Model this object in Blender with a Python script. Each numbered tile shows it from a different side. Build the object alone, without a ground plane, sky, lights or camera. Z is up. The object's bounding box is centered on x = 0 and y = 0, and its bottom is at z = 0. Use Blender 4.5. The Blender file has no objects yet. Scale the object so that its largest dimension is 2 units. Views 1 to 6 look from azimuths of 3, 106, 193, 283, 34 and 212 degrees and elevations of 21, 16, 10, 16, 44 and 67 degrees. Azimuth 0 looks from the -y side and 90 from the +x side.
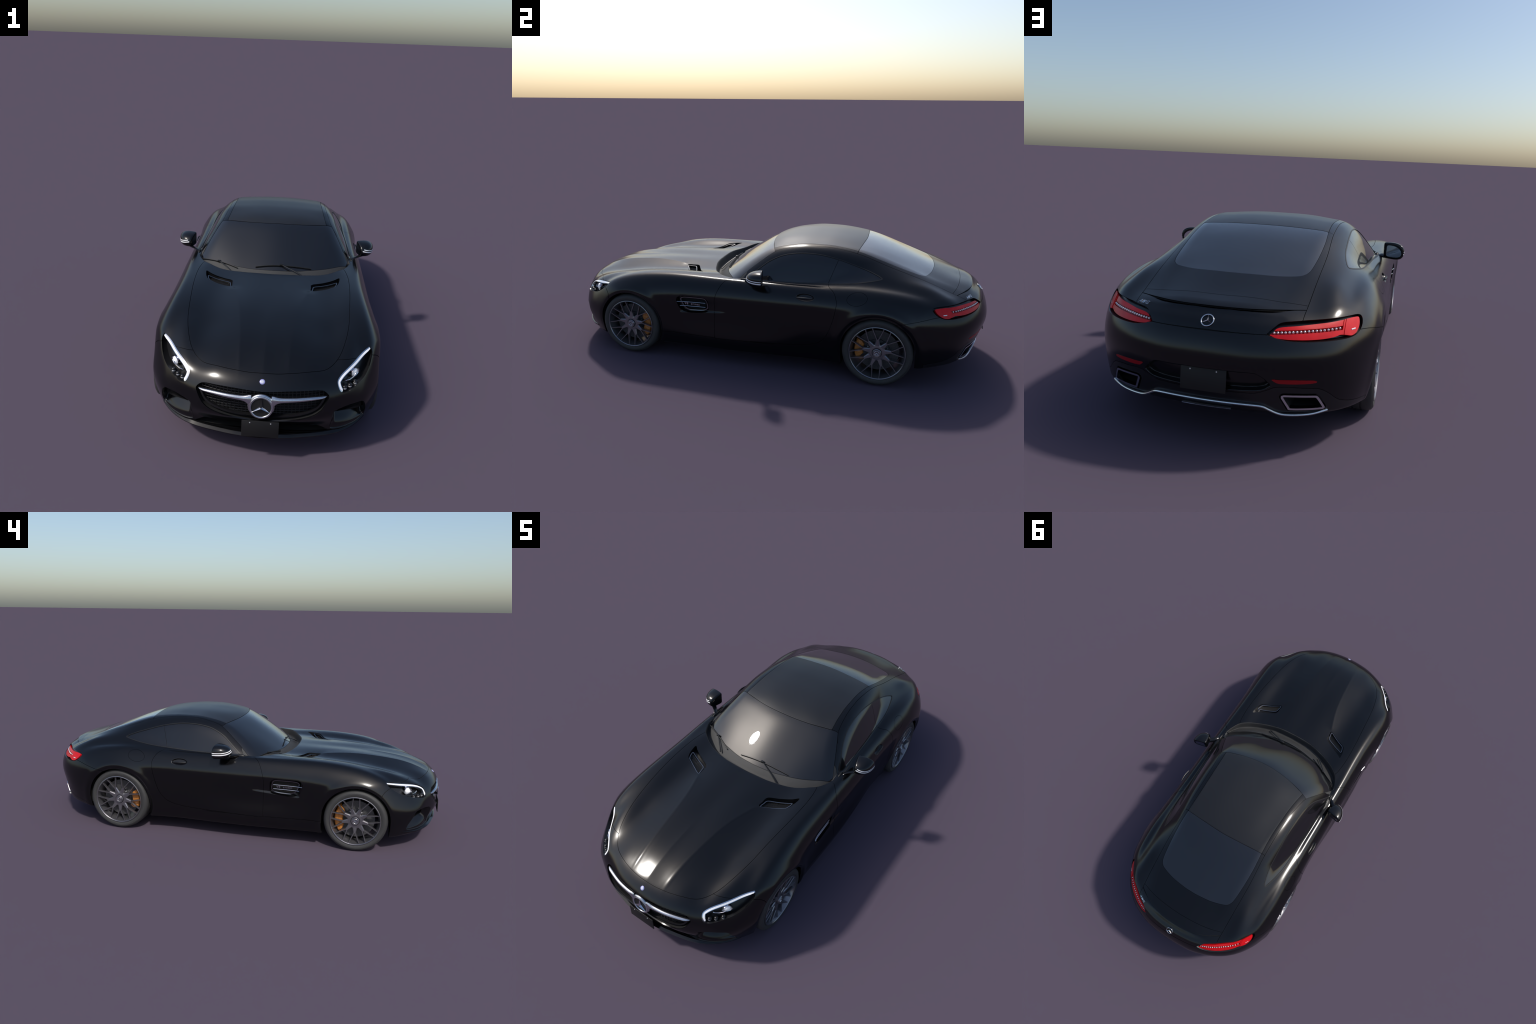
import bpy, bmesh, math
import numpy as np

# =====================================================================
#  CURVES: every body profile is a short list of (position, value) knots
# =====================================================================
def pchip(px, py, q):
    px = np.asarray(px, float); py = np.asarray(py, float)
    h = np.diff(px); d = np.diff(py) / h
    m = np.zeros_like(py)
    for i in range(1, len(px) - 1):
        if d[i-1] * d[i] > 0:
            w1 = 2*h[i] + h[i-1]; w2 = h[i] + 2*h[i-1]
            m[i] = (w1 + w2) / (w1/d[i-1] + w2/d[i])
    m[0] = d[0]; m[-1] = d[-1]
    i = np.clip(np.searchsorted(px, q) - 1, 0, len(px) - 2)
    t = (q - px[i]) / h[i]
    r = ((1+2*t)*(1-t)**2*py[i] + t*(1-t)**2*h[i]*m[i]
         + t*t*(3-2*t)*py[i+1] + t*t*(t-1)*h[i]*m[i+1])
    r = np.where(q < px[0], py[0] + m[0]*(q-px[0]), r)
    return np.where(q > px[-1], py[-1] + m[-1]*(q-px[-1]), r)


class Profile:
    """A smooth curve through knots, rounded by a gaussian of the given width."""
    def __init__(self, knots, soft=0.02, even=False):
        k = np.array(knots, float)
        if even:                            # mirrored about the car's axis: no kink at x = 0
            k = np.concatenate([(k[k[:, 0] > 0]*[-1, 1])[::-1], k])
        self.x = np.arange(k[0, 0]-0.35, k[-1, 0]+0.35, 0.002)
        v = pchip(k[:, 0], k[:, 1], self.x)
        if soft > 0:
            n = int(4*soft/0.002)
            g = np.exp(-0.5*(np.arange(-n, n+1)*0.002/soft)**2); g /= g.sum()
            lo = v[0] + (v[1]-v[0])*np.arange(-n, 0)
            hi = v[-1] + (v[-1]-v[-2])*np.arange(1, n+1)
            v = np.convolve(np.concatenate([lo, v, hi]), g, 'valid')
        self.v = v
    def __call__(self, q):
        return np.interp(q, self.x, self.v)


class Skin:
    """Sum of longitudinal profiles, blended across by natural cubic splines."""
    def __init__(self, levels, curves, soft=0.02, even=False, even_curves=False):
        self.c = [Profile(c, soft, even_curves) for c in curves]
        m = len(levels)
        if even:                            # levels mirrored about the axis
            levels = [-l for l in levels[:0:-1]]+list(levels)
        self.lv = np.array(levels, float); n = len(levels)
        self.t = np.arange(self.lv[0]-0.4, self.lv[-1]+0.4, 0.002)
        h = np.diff(self.lv); A = np.eye(n); B = np.zeros((n, n))
        for i in range(1, n-1):
            A[i, i-1] = h[i-1]; A[i, i] = 2*(h[i-1]+h[i]); A[i, i+1] = h[i]
            B[i, i-1] += 6/h[i-1]; B[i, i] -= 6/h[i-1]+6/h[i]; B[i, i+1] += 6/h[i]
        M = np.linalg.solve(A, B)
        i = np.clip(np.searchsorted(self.lv, self.t)-1, 0, n-2)
        hh = h[i]; q = np.clip(self.t, self.lv[0], self.lv[-1])
        a = (self.lv[i+1]-q)/hh; b = (q-self.lv[i])/hh
        I = np.eye(n)
        self.w = []
        for k in range(n):
            s = a*I[i, k]+b*I[i+1, k]+((a**3-a)*M[i, k]+(b**3-b)*M[i+1, k])*hh*hh/6
            s0 = (I[1, k]-I[0, k])/h[0]-h[0]*M[1, k]/6
            s1 = (I[-1, k]-I[-2, k])/h[-1]+h[-1]*M[-2, k]/6
            s = np.where(self.t < self.lv[0], I[0, k]+s0*(self.t-self.lv[0]), s)
            s = np.where(self.t > self.lv[-1], I[-1, k]+s1*(self.t-self.lv[-1]), s)
            self.w.append(s)
        if even:
            self.w = [self.w[m-1]]+[self.w[m-1+i]+self.w[m-1-i] for i in range(1, m)]
    def __call__(self, along, across):
        r = 0.0
        for c, w in zip(self.c, self.w):
            r = r + c(along)*np.interp(across, self.t, w)
        return r


def smax(a, b, k):
    h = np.maximum(k-np.abs(a-b), 0)/k
    return np.maximum(a, b)+h*h*k*0.25
def smin(a, b, k):
    return -smax(-a, -b, k)
def step(a, b, v):
    t = np.clip((v-a)/(b-a), 0, 1)
    return t*t*t*(t*(6*t-15)+10)

def col(stations, values):
    return list(zip(stations, values))

# ---- heights of bonnet, fenders and haunches, at fixed distances from the axis
TOP = Skin([0, .08, .16, .24, .30, .34, .38, .42], [
    [(-1.04,.245),(-1,.277),(-.969,.301),(-.94,.315),(-.9,.3320),(-.86,.3485),(-.82,.3600),(-.77,.369),(-.7,.378),(-.6,.388),(-.5,.393),(-.4,.396),(-.3,.399),(-.15,.40),(.9,.36)],
    [(-1.04,.235),(-1,.272),(-.969,.297),(-.94,.311),(-.9,.329),(-.86,.346),(-.82,.3585),(-.77,.369),(-.7,.379),(-.6,.390),(-.5,.395),(-.4,.397),(-.3,.399),(-.15,.40),(.9,.36)],
    [(-1.04,.20),(-.98,.268),(-.94,.300),(-.9,.320),(-.85,.337),(-.8,.350),(-.7,.366),(-.6,.379),(-.5,.386),(-.42,.389),(-.3,.394),(-.15,.40),(.9,.355)],
    [(-1,.20),(-.95,.260),(-.9,.294),(-.85,.320),(-.8,.337),(-.7,.355),(-.6,.371),(-.5,.380),(-.4,.386),(-.3,.392),(-.15,.398),(.5,.415),(.9,.352)],
    [(-1,.14),(-.94,.225),(-.9,.267),(-.85,.307),(-.82,.323),(-.76,.348),(-.7,.364),(-.645,.373),(-.586,.384),(-.5,.393),(-.4,.398),(-.3,.400),(-.2,.402),(-.1,.402),(.3,.41),(.5,.42),(.7,.415),(.8,.390),(.9,.346),(1.,.29)],
    [(-.95,.15),(-.9,.21),(-.85,.27),(-.8,.308),(-.74,.342),(-.68,.364),(-.6,.383),(-.5,.395),(-.4,.400),(-.3,.401),(-.11,.400),(.1,.401),(.3,.404),(.45,.408),(.6,.405),(.75,.387),(.85,.355),(.95,.30)],
    [(-.9,.15),(-.85,.21),(-.8,.27),(-.74,.328),(-.68,.356),(-.6,.375),(-.5,.386),(-.4,.390),(-.3,.391),(-.15,.395),(0,.397),(.2,.398),(.4,.402),(.55,.404),(.68,.390),(.76,.362),(.85,.31),(.95,.25)],
    [(-.85,.12),(-.78,.25),(-.7,.32),(-.6,.345),(-.5,.352),(-.3,.354),(-.1,.360),(.2,.364),(.4,.373),(.55,.375),(.7,.345),(.8,.29),(.9,.2)],
], soft=.025, even=True)

# ---- half width of the flanks, at fixed heights
YS = [-.9,-.8,-.7,-.61,-.5,-.4,-.25,-.1,.1,.25,.4,.55,.68,.8,.9]
FLANK = Skin([.06, .12, .2, .28, .35, .42], [
    col(YS,[.385,.40,.408,.41,.408,.405,.405,.405,.394,.384,.392,.40,.39,.36,.32]),
    col(YS,[.395,.412,.42,.422,.418,.415,.42,.421,.412,.401,.401,.416,.41,.385,.34]),
    col(YS,[.39,.416,.429,.432,.426,.417,.414,.415,.415,.415,.421,.429,.424,.40,.36]),
    col(YS,[.385,.412,.427,.433,.429,.421,.418,.418,.418,.418,.424,.432,.426,.395,.35]),
    col(YS,[.37,.395,.412,.421,.420,.416,.416,.416,.416,.416,.418,.423,.414,.38,.33]),
    col(YS,[.33,.355,.374,.384,.386,.389,.393,.395,.395,.395,.395,.395,.380,.34,.29]),
], soft=.03)

# ---- front and rear fascia, seen from above, at fixed heights
XS = [0,.1,.2,.25,.3,.35,.4,.44]
NOSE = Skin([.06,.10,.13,.17,.20,.24,.30,.36], [
    col(XS,[-.935,-.933,-.922,-.905,-.872,-.82,-.745,-.665]),
    col(XS,[-.953,-.951,-.941,-.927,-.898,-.848,-.768,-.685]),
    col(XS,[-.963,-.960,-.947,-.932,-.906,-.865,-.79,-.70]),
    col(XS,[-.993,-.988,-.967,-.943,-.915,-.880,-.808,-.72]),
    col(XS,[-.995,-.989,-.968,-.943,-.915,-.880,-.812,-.722]),
    col(XS,[-.995,-.988,-.961,-.937,-.906,-.864,-.792,-.703]),
    col(XS,[-.980,-.974,-.948,-.920,-.881,-.832,-.756,-.667]),
    col(XS,[-.955,-.950,-.925,-.90,-.86,-.805,-.725,-.635]),
], soft=.016, even_curves=True)
TAIL = Skin([.08,.14,.2,.27,.34,.38,.42], [
    col(XS,[.94,.935,.915,.90,.87,.83,.76,.70]),
    col(XS,[.963,.958,.938,.921,.894,.848,.775,.70]),
    col(XS,[.989,.983,.958,.938,.908,.863,.79,.71]),
    col(XS,[1.003,.998,.974,.951,.919,.870,.79,.71]),
    col(XS,[.979,.972,.946,.921,.885,.835,.755,.68]),
    col(XS,[.952,.944,.917,.890,.855,.805,.728,.65]),
    col(XS,[.920,.911,.882,.855,.82,.77,.693,.61]),
], soft=.02, even_curves=True)

# ---- cabin: windscreen, roof and fastback heights; side glass half width
ROOF = Skin([0,.12,.20,.26,.32], [
    [(-.45,.222),(-.3,.337),(-.235,.386),(-.19,.4185),(-.15,.4460),(-.08,.4915),(.003,.5375),(.06,.554),(.12,.563),(.2,.569),(.28,.569),(.36,.563),(.44,.551),(.52,.530),(.6,.502),(.68,.472),(.75,.445),(.82,.420),(.87,.404),(.93,.388),(.97,.37)],
    [(-.45,.212),(-.22,.386),(-.175,.4180),(-.135,.4450),(-.065,.4895),(.014,.534),(.06,.550),(.12,.560),(.2,.566),(.28,.566),(.36,.56),(.44,.547),(.52,.526),(.6,.497),(.68,.466),(.75,.439),(.82,.415),(.87,.400),(.93,.38)],
    [(-.45,.20),(-.20,.386),(-.155,.4180),(-.115,.4450),(-.045,.4885),(.034,.531),(.07,.541),(.12,.550),(.2,.559),(.28,.559),(.36,.553),(.44,.541),(.52,.518),(.6,.489),(.68,.460),(.75,.431),(.82,.404),(.9,.372)],
    [(-.45,.185),(-.175,.385),(-.13,.4175),(-.085,.4485),(-.01,.4950),(.056,.527),(.12,.541),(.2,.552),(.28,.553),(.36,.546),(.44,.532),(.52,.508),(.6,.480),(.68,.452),(.75,.424),(.85,.380)],
    [(-.45,.17),(-.14,.383),(-.06,.443),(0,.48),(.06,.510),(.12,.526),(.2,.536),(.28,.536),(.36,.529),(.44,.511),(.52,.485),(.6,.454),(.68,.424),(.8,.38)],
], soft=.02, even=True)
GS = [-.25,-.1,0,.15,.3,.42,.55,.65,.75,.85]
GLASS_SIDE = Skin([.36,.42,.48,.54], [
    col(GS,[.37,.37,.37,.368,.362,.352,.338,.325,.30,.27]),
    col(GS,[.335,.342,.344,.344,.337,.325,.307,.283,.256,.22]),
    col(GS,[.29,.305,.310,.3135,.307,.293,.270,.242,.21,.17]),
    col(GS,[.235,.26,.277,.285,.278,.26,.228,.19,.15,.11]),
], soft=.03)
FLOOR = Profile([(-1.0,.086),(-.95,.084),(-.9,.077),(-.8,.071),(.42,.0695),(.6,.080),(.7,.091),(.8,.105),(.9,.110),(1.0,.114)], .02)

WHEEL = {'front': (-.612, .146, .146), 'rear': (.549, .151, .151)}   # y, z, radius

LIP_Z = Profile([(0,.3885),(.1,.388),(.18,.386),(.23,.3835),(.3,.378)], .01, even=True)
CREASE_X = Profile([(-1.0,.078),(-.93,.082),(-.83,.089),(-.70,.101),(-.57,.118),(-.43,.158),(-.3,.21)], .03)
BONNET_REAR = Profile([(0,-.287),(.093,-.2825),(.18,-.263),(.25,-.234),(.29,-.207),(.313,-.187),(.331,-.155),(.349,-.108)], .004)

def body_field(x, y, z):
    """Signed field of the whole car body; negative inside."""
    x = np.abs(x)
    w = FLANK(y, z)
    for (cy, cz, r) in WHEEL.values():            # bevelled, flared wheel-arch lips
        d = np.sqrt((y-cy)**2+(z-cz)**2)-r
        w = w + .004*np.exp(-((d-.032)/.018)**2) - .005*(1-step(.010, .028, d))
    # wedge pressed into the flank behind the front wheel, with its ledge running onto the door
    w = w - .006*step(.236, .250, z-.08*(y+.3))*(1-step(.27, .33, z))*step(-.365, -.335, y)*(1-step(-.22, -.07, y))
    fs = x-w
    ft = z-TOP(y, x)
    # power-dome crease lines running from the vents to the bonnet edge, and a faint centre ridge
    d = x-CREASE_X(y)
    on = step(-.97, -.88, y)*(1-step(-.46, -.40, y))
    ft = ft - on*(.0022*np.exp(-(d/.030)**2)+.0008*np.exp(-(d/.008)**2)) - .0030*step(-.97, -.9, y)*(1-step(-.75, -.55, y))*np.exp(-np.sqrt(x*x+1e-5)/.03)
    # scuttle trough between bonnet edge and windscreen
    ft = ft + .034*step(0, .016, y-BONNET_REAR(x))*(1-step(.335, .347, x))*(1-step(-.05, .02, y))
    low = smax(fs, ft*.9, .045)
    low = smax(low, (NOSE(x, z)-y)*.85, .036)
    gt = (z-ROOF(y, x))*.9
    gs = (x-GLASS_SIDE(y, z))*.9
    cab = smax(gt, gs, .055)
    cab = smax(cab, .33-z, .03)
    k = .008+.074*step(.15, .6, y)*(1-.40*step(.70, .92, y))
    f = smin(low, cab, k)
    f = smax(f, (y-TAIL(x, z))*.85, .03)
    zl = LIP_Z(x)
    f = smax(f, (y-TAIL(x, z)+.012*(1-step(zl-.004, zl+.002, z))*step(zl-.04, zl-.006, z)*(1-step(.17, .235, x)))*.85, .006)
    return smax(f, FLOOR(y)-z, .012)


# =====================================================================
#  SURFACE EXTRACTION (surface nets + Newton projection onto the field)
# =====================================================================
def gradient(fn, P, e=.0012):
    g = np.empty_like(P)
    for a in range(3):
        d = np.zeros(3); d[a] = e
        g[:, a] = (fn(*(P+d).T)-fn(*(P-d).T))/(2*e)
    return g

def polygonise(fn, lo, hi, h):
    ax = [np.arange(lo[i], hi[i]+h, h) for i in range(3)]
    n = [len(a) for a in ax]
    F = np.empty(n, np.float32)
    for j in range(0, n[1], 16):
        F[:, j:j+16] = fn(ax[0][:, None, None], ax[1][None, j:j+16, None], ax[2][None, None, :])
    S = F < 0
    c = sum(S[i:n[0]-1+i, j:n[1]-1+j, k:n[2]-1+k].astype(np.int8)
            for i in (0, 1) for j in (0, 1) for k in (0, 1))
    act = (c > 0) & (c < 8)
    idx = -np.ones(act.shape, np.int64)
    cell = np.argwhere(act); idx[act] = np.arange(len(cell))
    acc = np.zeros((len(cell), 3)); cnt = np.zeros(len(cell))
    cor = [(i, j, k) for i in (0, 1) for j in (0, 1) for k in (0, 1)]
    for a in range(8):
        for b in range(a+1, 8):
            if sum(abs(np.subtract(cor[a], cor[b]))) != 1:
                continue
            fa = F[tuple((cell+cor[a]).T)]; fb = F[tuple((cell+cor[b]).T)]
            m = (fa < 0) != (fb < 0)
            t = np.where(m, fa/np.where(m, fa-fb, 1), 0)[:, None]
            acc += m[:, None]*(np.array(cor[a])+t*np.subtract(cor[b], cor[a])); cnt += m
    V = (cell+acc/cnt[:, None])*h+np.array([a[0] for a in ax])
    quads = []
    for a in range(3):
        b, c2 = (a+1) % 3, (a+2) % 3
        sl0 = [slice(None)]*3; sl1 = [slice(None)]*3
        sl0[a] = slice(0, -1); sl1[a] = slice(1, None)
        s0 = S[tuple(sl0)]; s1 = S[tuple(sl1)]
        e = np.argwhere(s0 != s1)
        e = e[(e[:, b] > 0) & (e[:, c2] > 0) & (e[:, b] < n[b]-1) & (e[:, c2] < n[c2]-1)]
        ins = s0[tuple(e.T)]
        eb = np.zeros(3, int); eb[b] = 1; ec = np.zeros(3, int); ec[c2] = 1
        q = np.stack([idx[tuple((e-eb-ec).T)], idx[tuple((e-ec).T)], idx[tuple(e.T)], idx[tuple((e-eb).T)]], 1)
        q[~ins] = q[~ins][:, ::-1]
        quads.append(q)
    Q = np.concatenate(quads)
    for _ in range(3):                      # relax tangentially, then project
        s = np.zeros_like(V); k = np.zeros(len(V))
        for i in range(4):
            for j in (1, 3):
                np.add.at(s, Q[:, i], V[Q[:, (i+j) % 4]]); np.add.at(k, Q[:, i], 1)
        V = V*.5+.5*s/np.maximum(k, 1)[:, None]
        for _ in range(2):
            g = gradient(fn, V); f = fn(*V.T)
            st = -f[:, None]*g/np.maximum((g*g).sum(1), .05)[:, None]
            l = np.linalg.norm(st, axis=1, keepdims=True)
            V = V+st*np.minimum(1, .004/np.maximum(l, 1e-9))
    d1 = np.linalg.norm(V[Q[:, 0]]-V[Q[:, 2]], axis=1); d2 = np.linalg.norm(V[Q[:, 1]]-V[Q[:, 3]], axis=1)
    s = d1 <= d2
    T = np.concatenate([Q[s][:, [0, 1, 2]], Q[s][:, [0, 2, 3]], Q[~s][:, [0, 1, 3]], Q[~s][:, [1, 2, 3]]])
    g = gradient(fn, V)
    N = g/np.linalg.norm(g, axis=1, keepdims=True)
    return V, N, T

# =====================================================================
#  PATCH TOOLS: cutting the skin along outlines, walls, offsets, objects
# =====================================================================
class Patch:
    def __init__(self, V, N, T):
        self.V, self.N, self.T = V, N, T
    def clean(self):
        used = np.zeros(len(self.V), bool); used[self.T.ravel()] = True
        m = np.cumsum(used)-1
        return Patch(self.V[used], self.N[used], m[self.T])
    def moved(self, d):
        """Shifted along the normal (number or array per vertex)."""
        d = np.asarray(d, float)
        return Patch(self.V+self.N*(d[:, None] if d.ndim else d), self.N, self.T)
    def shifted(self, vec):
        return Patch(self.V+np.asarray(vec, float), self.N, self.T)
    def mirrored(self):
        s = np.array([-1., 1, 1])
        return Patch(self.V*s, self.N*s, self.T[:, ::-1])
    def border(self):
        e = np.concatenate([self.T[:, [0, 1]], self.T[:, [1, 2]], self.T[:, [2, 0]]])
        k = np.sort(e, 1); key = k[:, 0]*len(self.V)+k[:, 1]
        u, inv, c = np.unique(key, return_inverse=True, return_counts=True)
        b = e[c[inv] == 1]
        on_axis = (np.abs(self.V[b, 0]) < 1e-6).all(1)
        return b[~on_axis]
    def wall(self, depth=.005, vec=None):
        """Strip that folds the rim of the patch inward (panel thickness or pocket side)."""
        b = self.border()
        if len(b) == 0:
            return Patch(np.zeros((0, 3)), np.zeros((0, 3)), np.zeros((0, 3), int))
        A, B = self.V[b[:, 0]], self.V[b[:, 1]]
        if vec is None:
            dA, dB = -self.N[b[:, 0]]*depth, -self.N[b[:, 1]]*depth
        else:
            dA = dB = np.broadcast_to(np.asarray(vec, float), A.shape)
        n = np.cross(B-A, dA); n /= np.maximum(np.linalg.norm(n, axis=1, keepdims=True), 1e-12)
        n = -n
        V = np.concatenate([A, B, A+dA, B+dB]); m = len(b); i = np.arange(m)
        T = np.concatenate([np.stack([i, i+2*m, i+m], 1), np.stack([i+m, i+2*m, i+3*m], 1)])
        return Patch(V, np.tile(n, (4, 1)), T)


def renormal(p):
    """Fresh vertex normals after a patch has been bent."""
    n = np.cross(p.V[p.T[:, 1]]-p.V[p.T[:, 0]], p.V[p.T[:, 2]]-p.V[p.T[:, 0]])
    N = np.zeros_like(p.V)
    for i in range(3):
        np.add.at(N, p.T[:, i], n)
    return Patch(p.V, N/np.maximum(np.linalg.norm(N, axis=1, keepdims=True), 1e-12), p.T)

def fine(p, times=1, field=None):
    """Split every triangle in four; new points are pulled onto the body surface."""
    for _ in range(times):
        n = len(p.V)
        E = np.concatenate([p.T[:, [0, 1]], p.T[:, [1, 2]], p.T[:, [2, 0]]]); E.sort(1)
        u, inv = np.unique(E[:, 0]*n+E[:, 1], return_inverse=True)
        i0, i1 = u//n, u % n
        Vn = (p.V[i0]+p.V[i1])/2; Nn = p.N[i0]+p.N[i1]; Nn /= np.linalg.norm(Nn, axis=1, keepdims=True)
        if field is not None:
            f = field(*Vn.T); Vn = Vn-Nn*np.clip(f, -.0008, .0008)[:, None]
        m = len(p.T); a, b, c = n+inv[:m], n+inv[m:2*m], n+inv[2*m:]
        A, B, C = p.T.T
        T = np.concatenate([np.stack(q, 1) for q in ((A, a, c), (a, B, b), (c, b, C), (a, b, c))])
        p = Patch(np.concatenate([p.V, Vn]), np.concatenate([p.N, Nn]), T)
    return p

def join(*ps):
    V, N, T, o = [], [], [], 0
    for p in ps:
        V.append(p.V); N.append(p.N); T.append(p.T+o); o += len(p.V)
    return Patch(np.concatenate(V), np.concatenate(N), np.concatenate(T))


def split(p, g):
    """Cut a patch exactly along g = 0; returns (inside g<0, outside)."""
    g = np.where(np.abs(g) < 2e-6, 2e-6, g)
    V, N, T = p.V, p.N, p.T
    s = g[T] < 0; c = s.sum(1)
    ins, out = [T[c == 3]], [T[c == 0]]
    newV, newN = [V], [N]; base = len(V)
    mix = (c == 1) | (c == 2)
    if mix.any():
        M = T[mix]; sm = s[mix]; lone_in = c[mix] == 1
        k = np.where(lone_in, sm.argmax(1), (~sm).argmax(1)); r = np.arange(len(M))
        L, a, b = M[r, k], M[r, (k+1) % 3], M[r, (k+2) % 3]
        E = np.concatenate([np.stack([L, a], 1), np.stack([L, b], 1)]); E.sort(1)
        key = E[:, 0]*base+E[:, 1]
        u, first, inv = np.unique(key, return_index=True, return_inverse=True)
        i0, i1 = E[first, 0], E[first, 1]
        t = (g[i0]/(g[i0]-g[i1]))[:, None]
        n = N[i0]*(1-t)+N[i1]*t
        newV.append(V[i0]*(1-t)+V[i1]*t); newN.append(n/np.linalg.norm(n, axis=1, keepdims=True))
        pa, pb = base+inv[:len(M)], base+inv[len(M):]
        one = np.stack([L, pa, pb], 1)
        two = np.concatenate([np.stack([pa, a, b], 1), np.stack([pa, b, pb], 1)])
        lo2 = np.concatenate([lone_in, lone_in])
        ins += [one[lone_in], two[~lo2]]; out += [one[~lone_in], two[lo2]]
    VV, NN = np.concatenate(newV), np.concatenate(newN)
    return Patch(VV, NN, np.concatenate(ins)).clean(), Patch(VV, NN, np.concatenate(out)).clean()


def spline(pts, n=5):
    """Catmull-Rom through the points of an open run."""
    P = np.array(pts, float)
    if len(P) < 3:
        return P
    Q = np.concatenate([[2*P[0]-P[1]], P, [2*P[-1]-P[-2]]])
    r = []
    for i in range(1, len(Q)-2):
        for t in np.arange(n)/n:
            p0, p1, p2, p3 = Q[i-1:i+3]
            r.append(.5*(2*p1+(p2-p0)*t+(2*p0-5*p1+4*p2-p3)*t*t+(3*p1-p0-3*p2+p3)*t**3))
    return np.array(r+[P[-1]])

def loop(pts, n=6):
    """Closed smooth outline."""
    P = np.array(pts, float); m = len(P); r = []
    for i in range(m):
        p0, p1, p2, p3 = P[i-1], P[i], P[(i+1) % m], P[(i+2) % m]
        for t in np.arange(n)/n:
            r.append(.5*(2*p1+(p2-p0)*t+(2*p0-5*p1+4*p2-p3)*t*t+(3*p1-p0-3*p2+p3)*t**3))
    return np.array(r)

def runs(*segs):
    """Closed outline from smooth runs that meet at corners."""
    return np.concatenate([spline(s) for s in segs])

def outline_distance(q, poly):
    """Signed distance (negative inside) of 2D points to a polygon, and the direction to it."""
    A = poly; B = np.roll(poly, -1, 0)
    keep = ((B-A)**2).sum(1) > 1e-16
    A, B = A[keep], B[keep]; E = B-A; L = (E*E).sum(1)
    best = np.empty(len(q)); dirv = np.empty((len(q), 2)); inside = np.empty(len(q), bool)
    for i in range(0, len(q), 4000):
        c = q[i:i+4000]
        rx = c[:, :1]-A[:, 0]; ry = c[:, 1:]-A[:, 1]
        t = np.clip((rx*E[:, 0]+ry*E[:, 1])/L, 0, 1)
        dx = rx-t*E[:, 0]; dy = ry-t*E[:, 1]; dd = dx*dx+dy*dy
        k = dd.argmin(1); r = np.arange(len(c))
        best[i:i+4000] = dd[r, k]; dirv[i:i+4000, 0] = dx[r, k]; dirv[i:i+4000, 1] = dy[r, k]
        cr = (ry < 0) != (c[:, 1:] < B[:, 1])
        xi = E[:, 0]*ry/np.where(E[:, 1] == 0, 1e-30, E[:, 1])
        inside[i:i+4000] = (cr & (rx < xi)).sum(1) % 2 == 1
    d = np.sqrt(best); dirv /= np.maximum(d, 1e-9)[:, None]
    return np.where(inside, -d, d), dirv

def region(p, poly, axes, where=None, reach=.02):
    """Distance to an outline drawn in a projection plane, measured along the skin."""
    q = p.V[:, list(axes)]
    g = np.full(len(q), .5)
    lo, hi = poly.min(0)-reach, poly.max(0)+reach
    m = ((q > lo) & (q < hi)).all(1)
    if where is not None:
        m &= where(p)
    d, dv = outline_distance(q[m], poly)
    n = p.N[m][:, list(axes)]
    tang = np.sqrt(np.clip(1-((dv*n).sum(1))**2, .08, 1))
    g[m] = d/tang
    return g

def scaled(p, g, grad):
    """Turn a plain field into a distance along the skin (grad: its 3D gradient)."""
    gn = (grad*p.N).sum(1, keepdims=True)
    t = np.linalg.norm(grad-gn*p.N, axis=1)
    return g/np.maximum(t, .15)

GAP = .0009
GAPS = []

class Cutter:
    """A cut described by a function of the patch, so it can be re-evaluated after every cut."""
    def __init__(self, fn): self.fn = fn
    def take(self, p, gap=GAP):
        a, rest = split(p, self.fn(p)+gap)
        if gap > 0:
            strip, rest = split(rest, self.fn(rest)-gap)
            if len(strip.T): GAPS.append(strip.moved(-.0035))
        return a, rest

# =====================================================================
#  SCENE HELPERS
# =====================================================================
ROOT = bpy.data.objects.new('sports_car', None)
bpy.context.scene.collection.objects.link(ROOT)
ROOT['label'] = 'low black two-door sports coupe with long bonnet'
ROOT['category'] = 'sports car'

def link(name, mesh, mat, parent=None, smooth=True):
    ob = bpy.data.objects.new(name, mesh)
    bpy.context.scene.collection.objects.link(ob)
    ob.parent = parent or ROOT
    if mat is not None and len(mesh.materials) == 0:
        mesh.materials.append(mat)
    return ob

def mesh_from_patch(name, p):
    p = p.clean()
    me = bpy.data.meshes.new(name)
    me.vertices.add(len(p.V)); me.vertices.foreach_set('co', p.V.astype(np.float32).ravel())
    me.loops.add(len(p.T)*3); me.loops.foreach_set('vertex_index', p.T.astype(np.int32).ravel())
    me.polygons.add(len(p.T)); me.polygons.foreach_set('loop_start', np.arange(len(p.T), dtype=np.int32)*3)
    me.update(calc_edges=True); me.validate()
    me.polygons.foreach_set('use_smooth', np.ones(len(me.polygons), bool))
    me.normals_split_custom_set_from_vertices(p.N.tolist())
    return me

def whole(p):
    """Centre panel: half patch plus its mirror image, welded on the axis."""
    on = np.abs(p.V[:, 0]) < 1e-6
    V, N = p.V.copy(), p.N.copy()
    N[on, 0] = 0; N[on] /= np.linalg.norm(N[on], axis=1, keepdims=True)
    idx = np.where(on, np.arange(len(V)), len(V)+np.cumsum(~on)-1)
    s = np.array([-1., 1, 1])
    return Patch(np.concatenate([V, V[~on]*s]), np.concatenate([N, N[~on]*s]),
                 np.concatenate([p.T, idx[p.T][:, ::-1]]))

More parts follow.
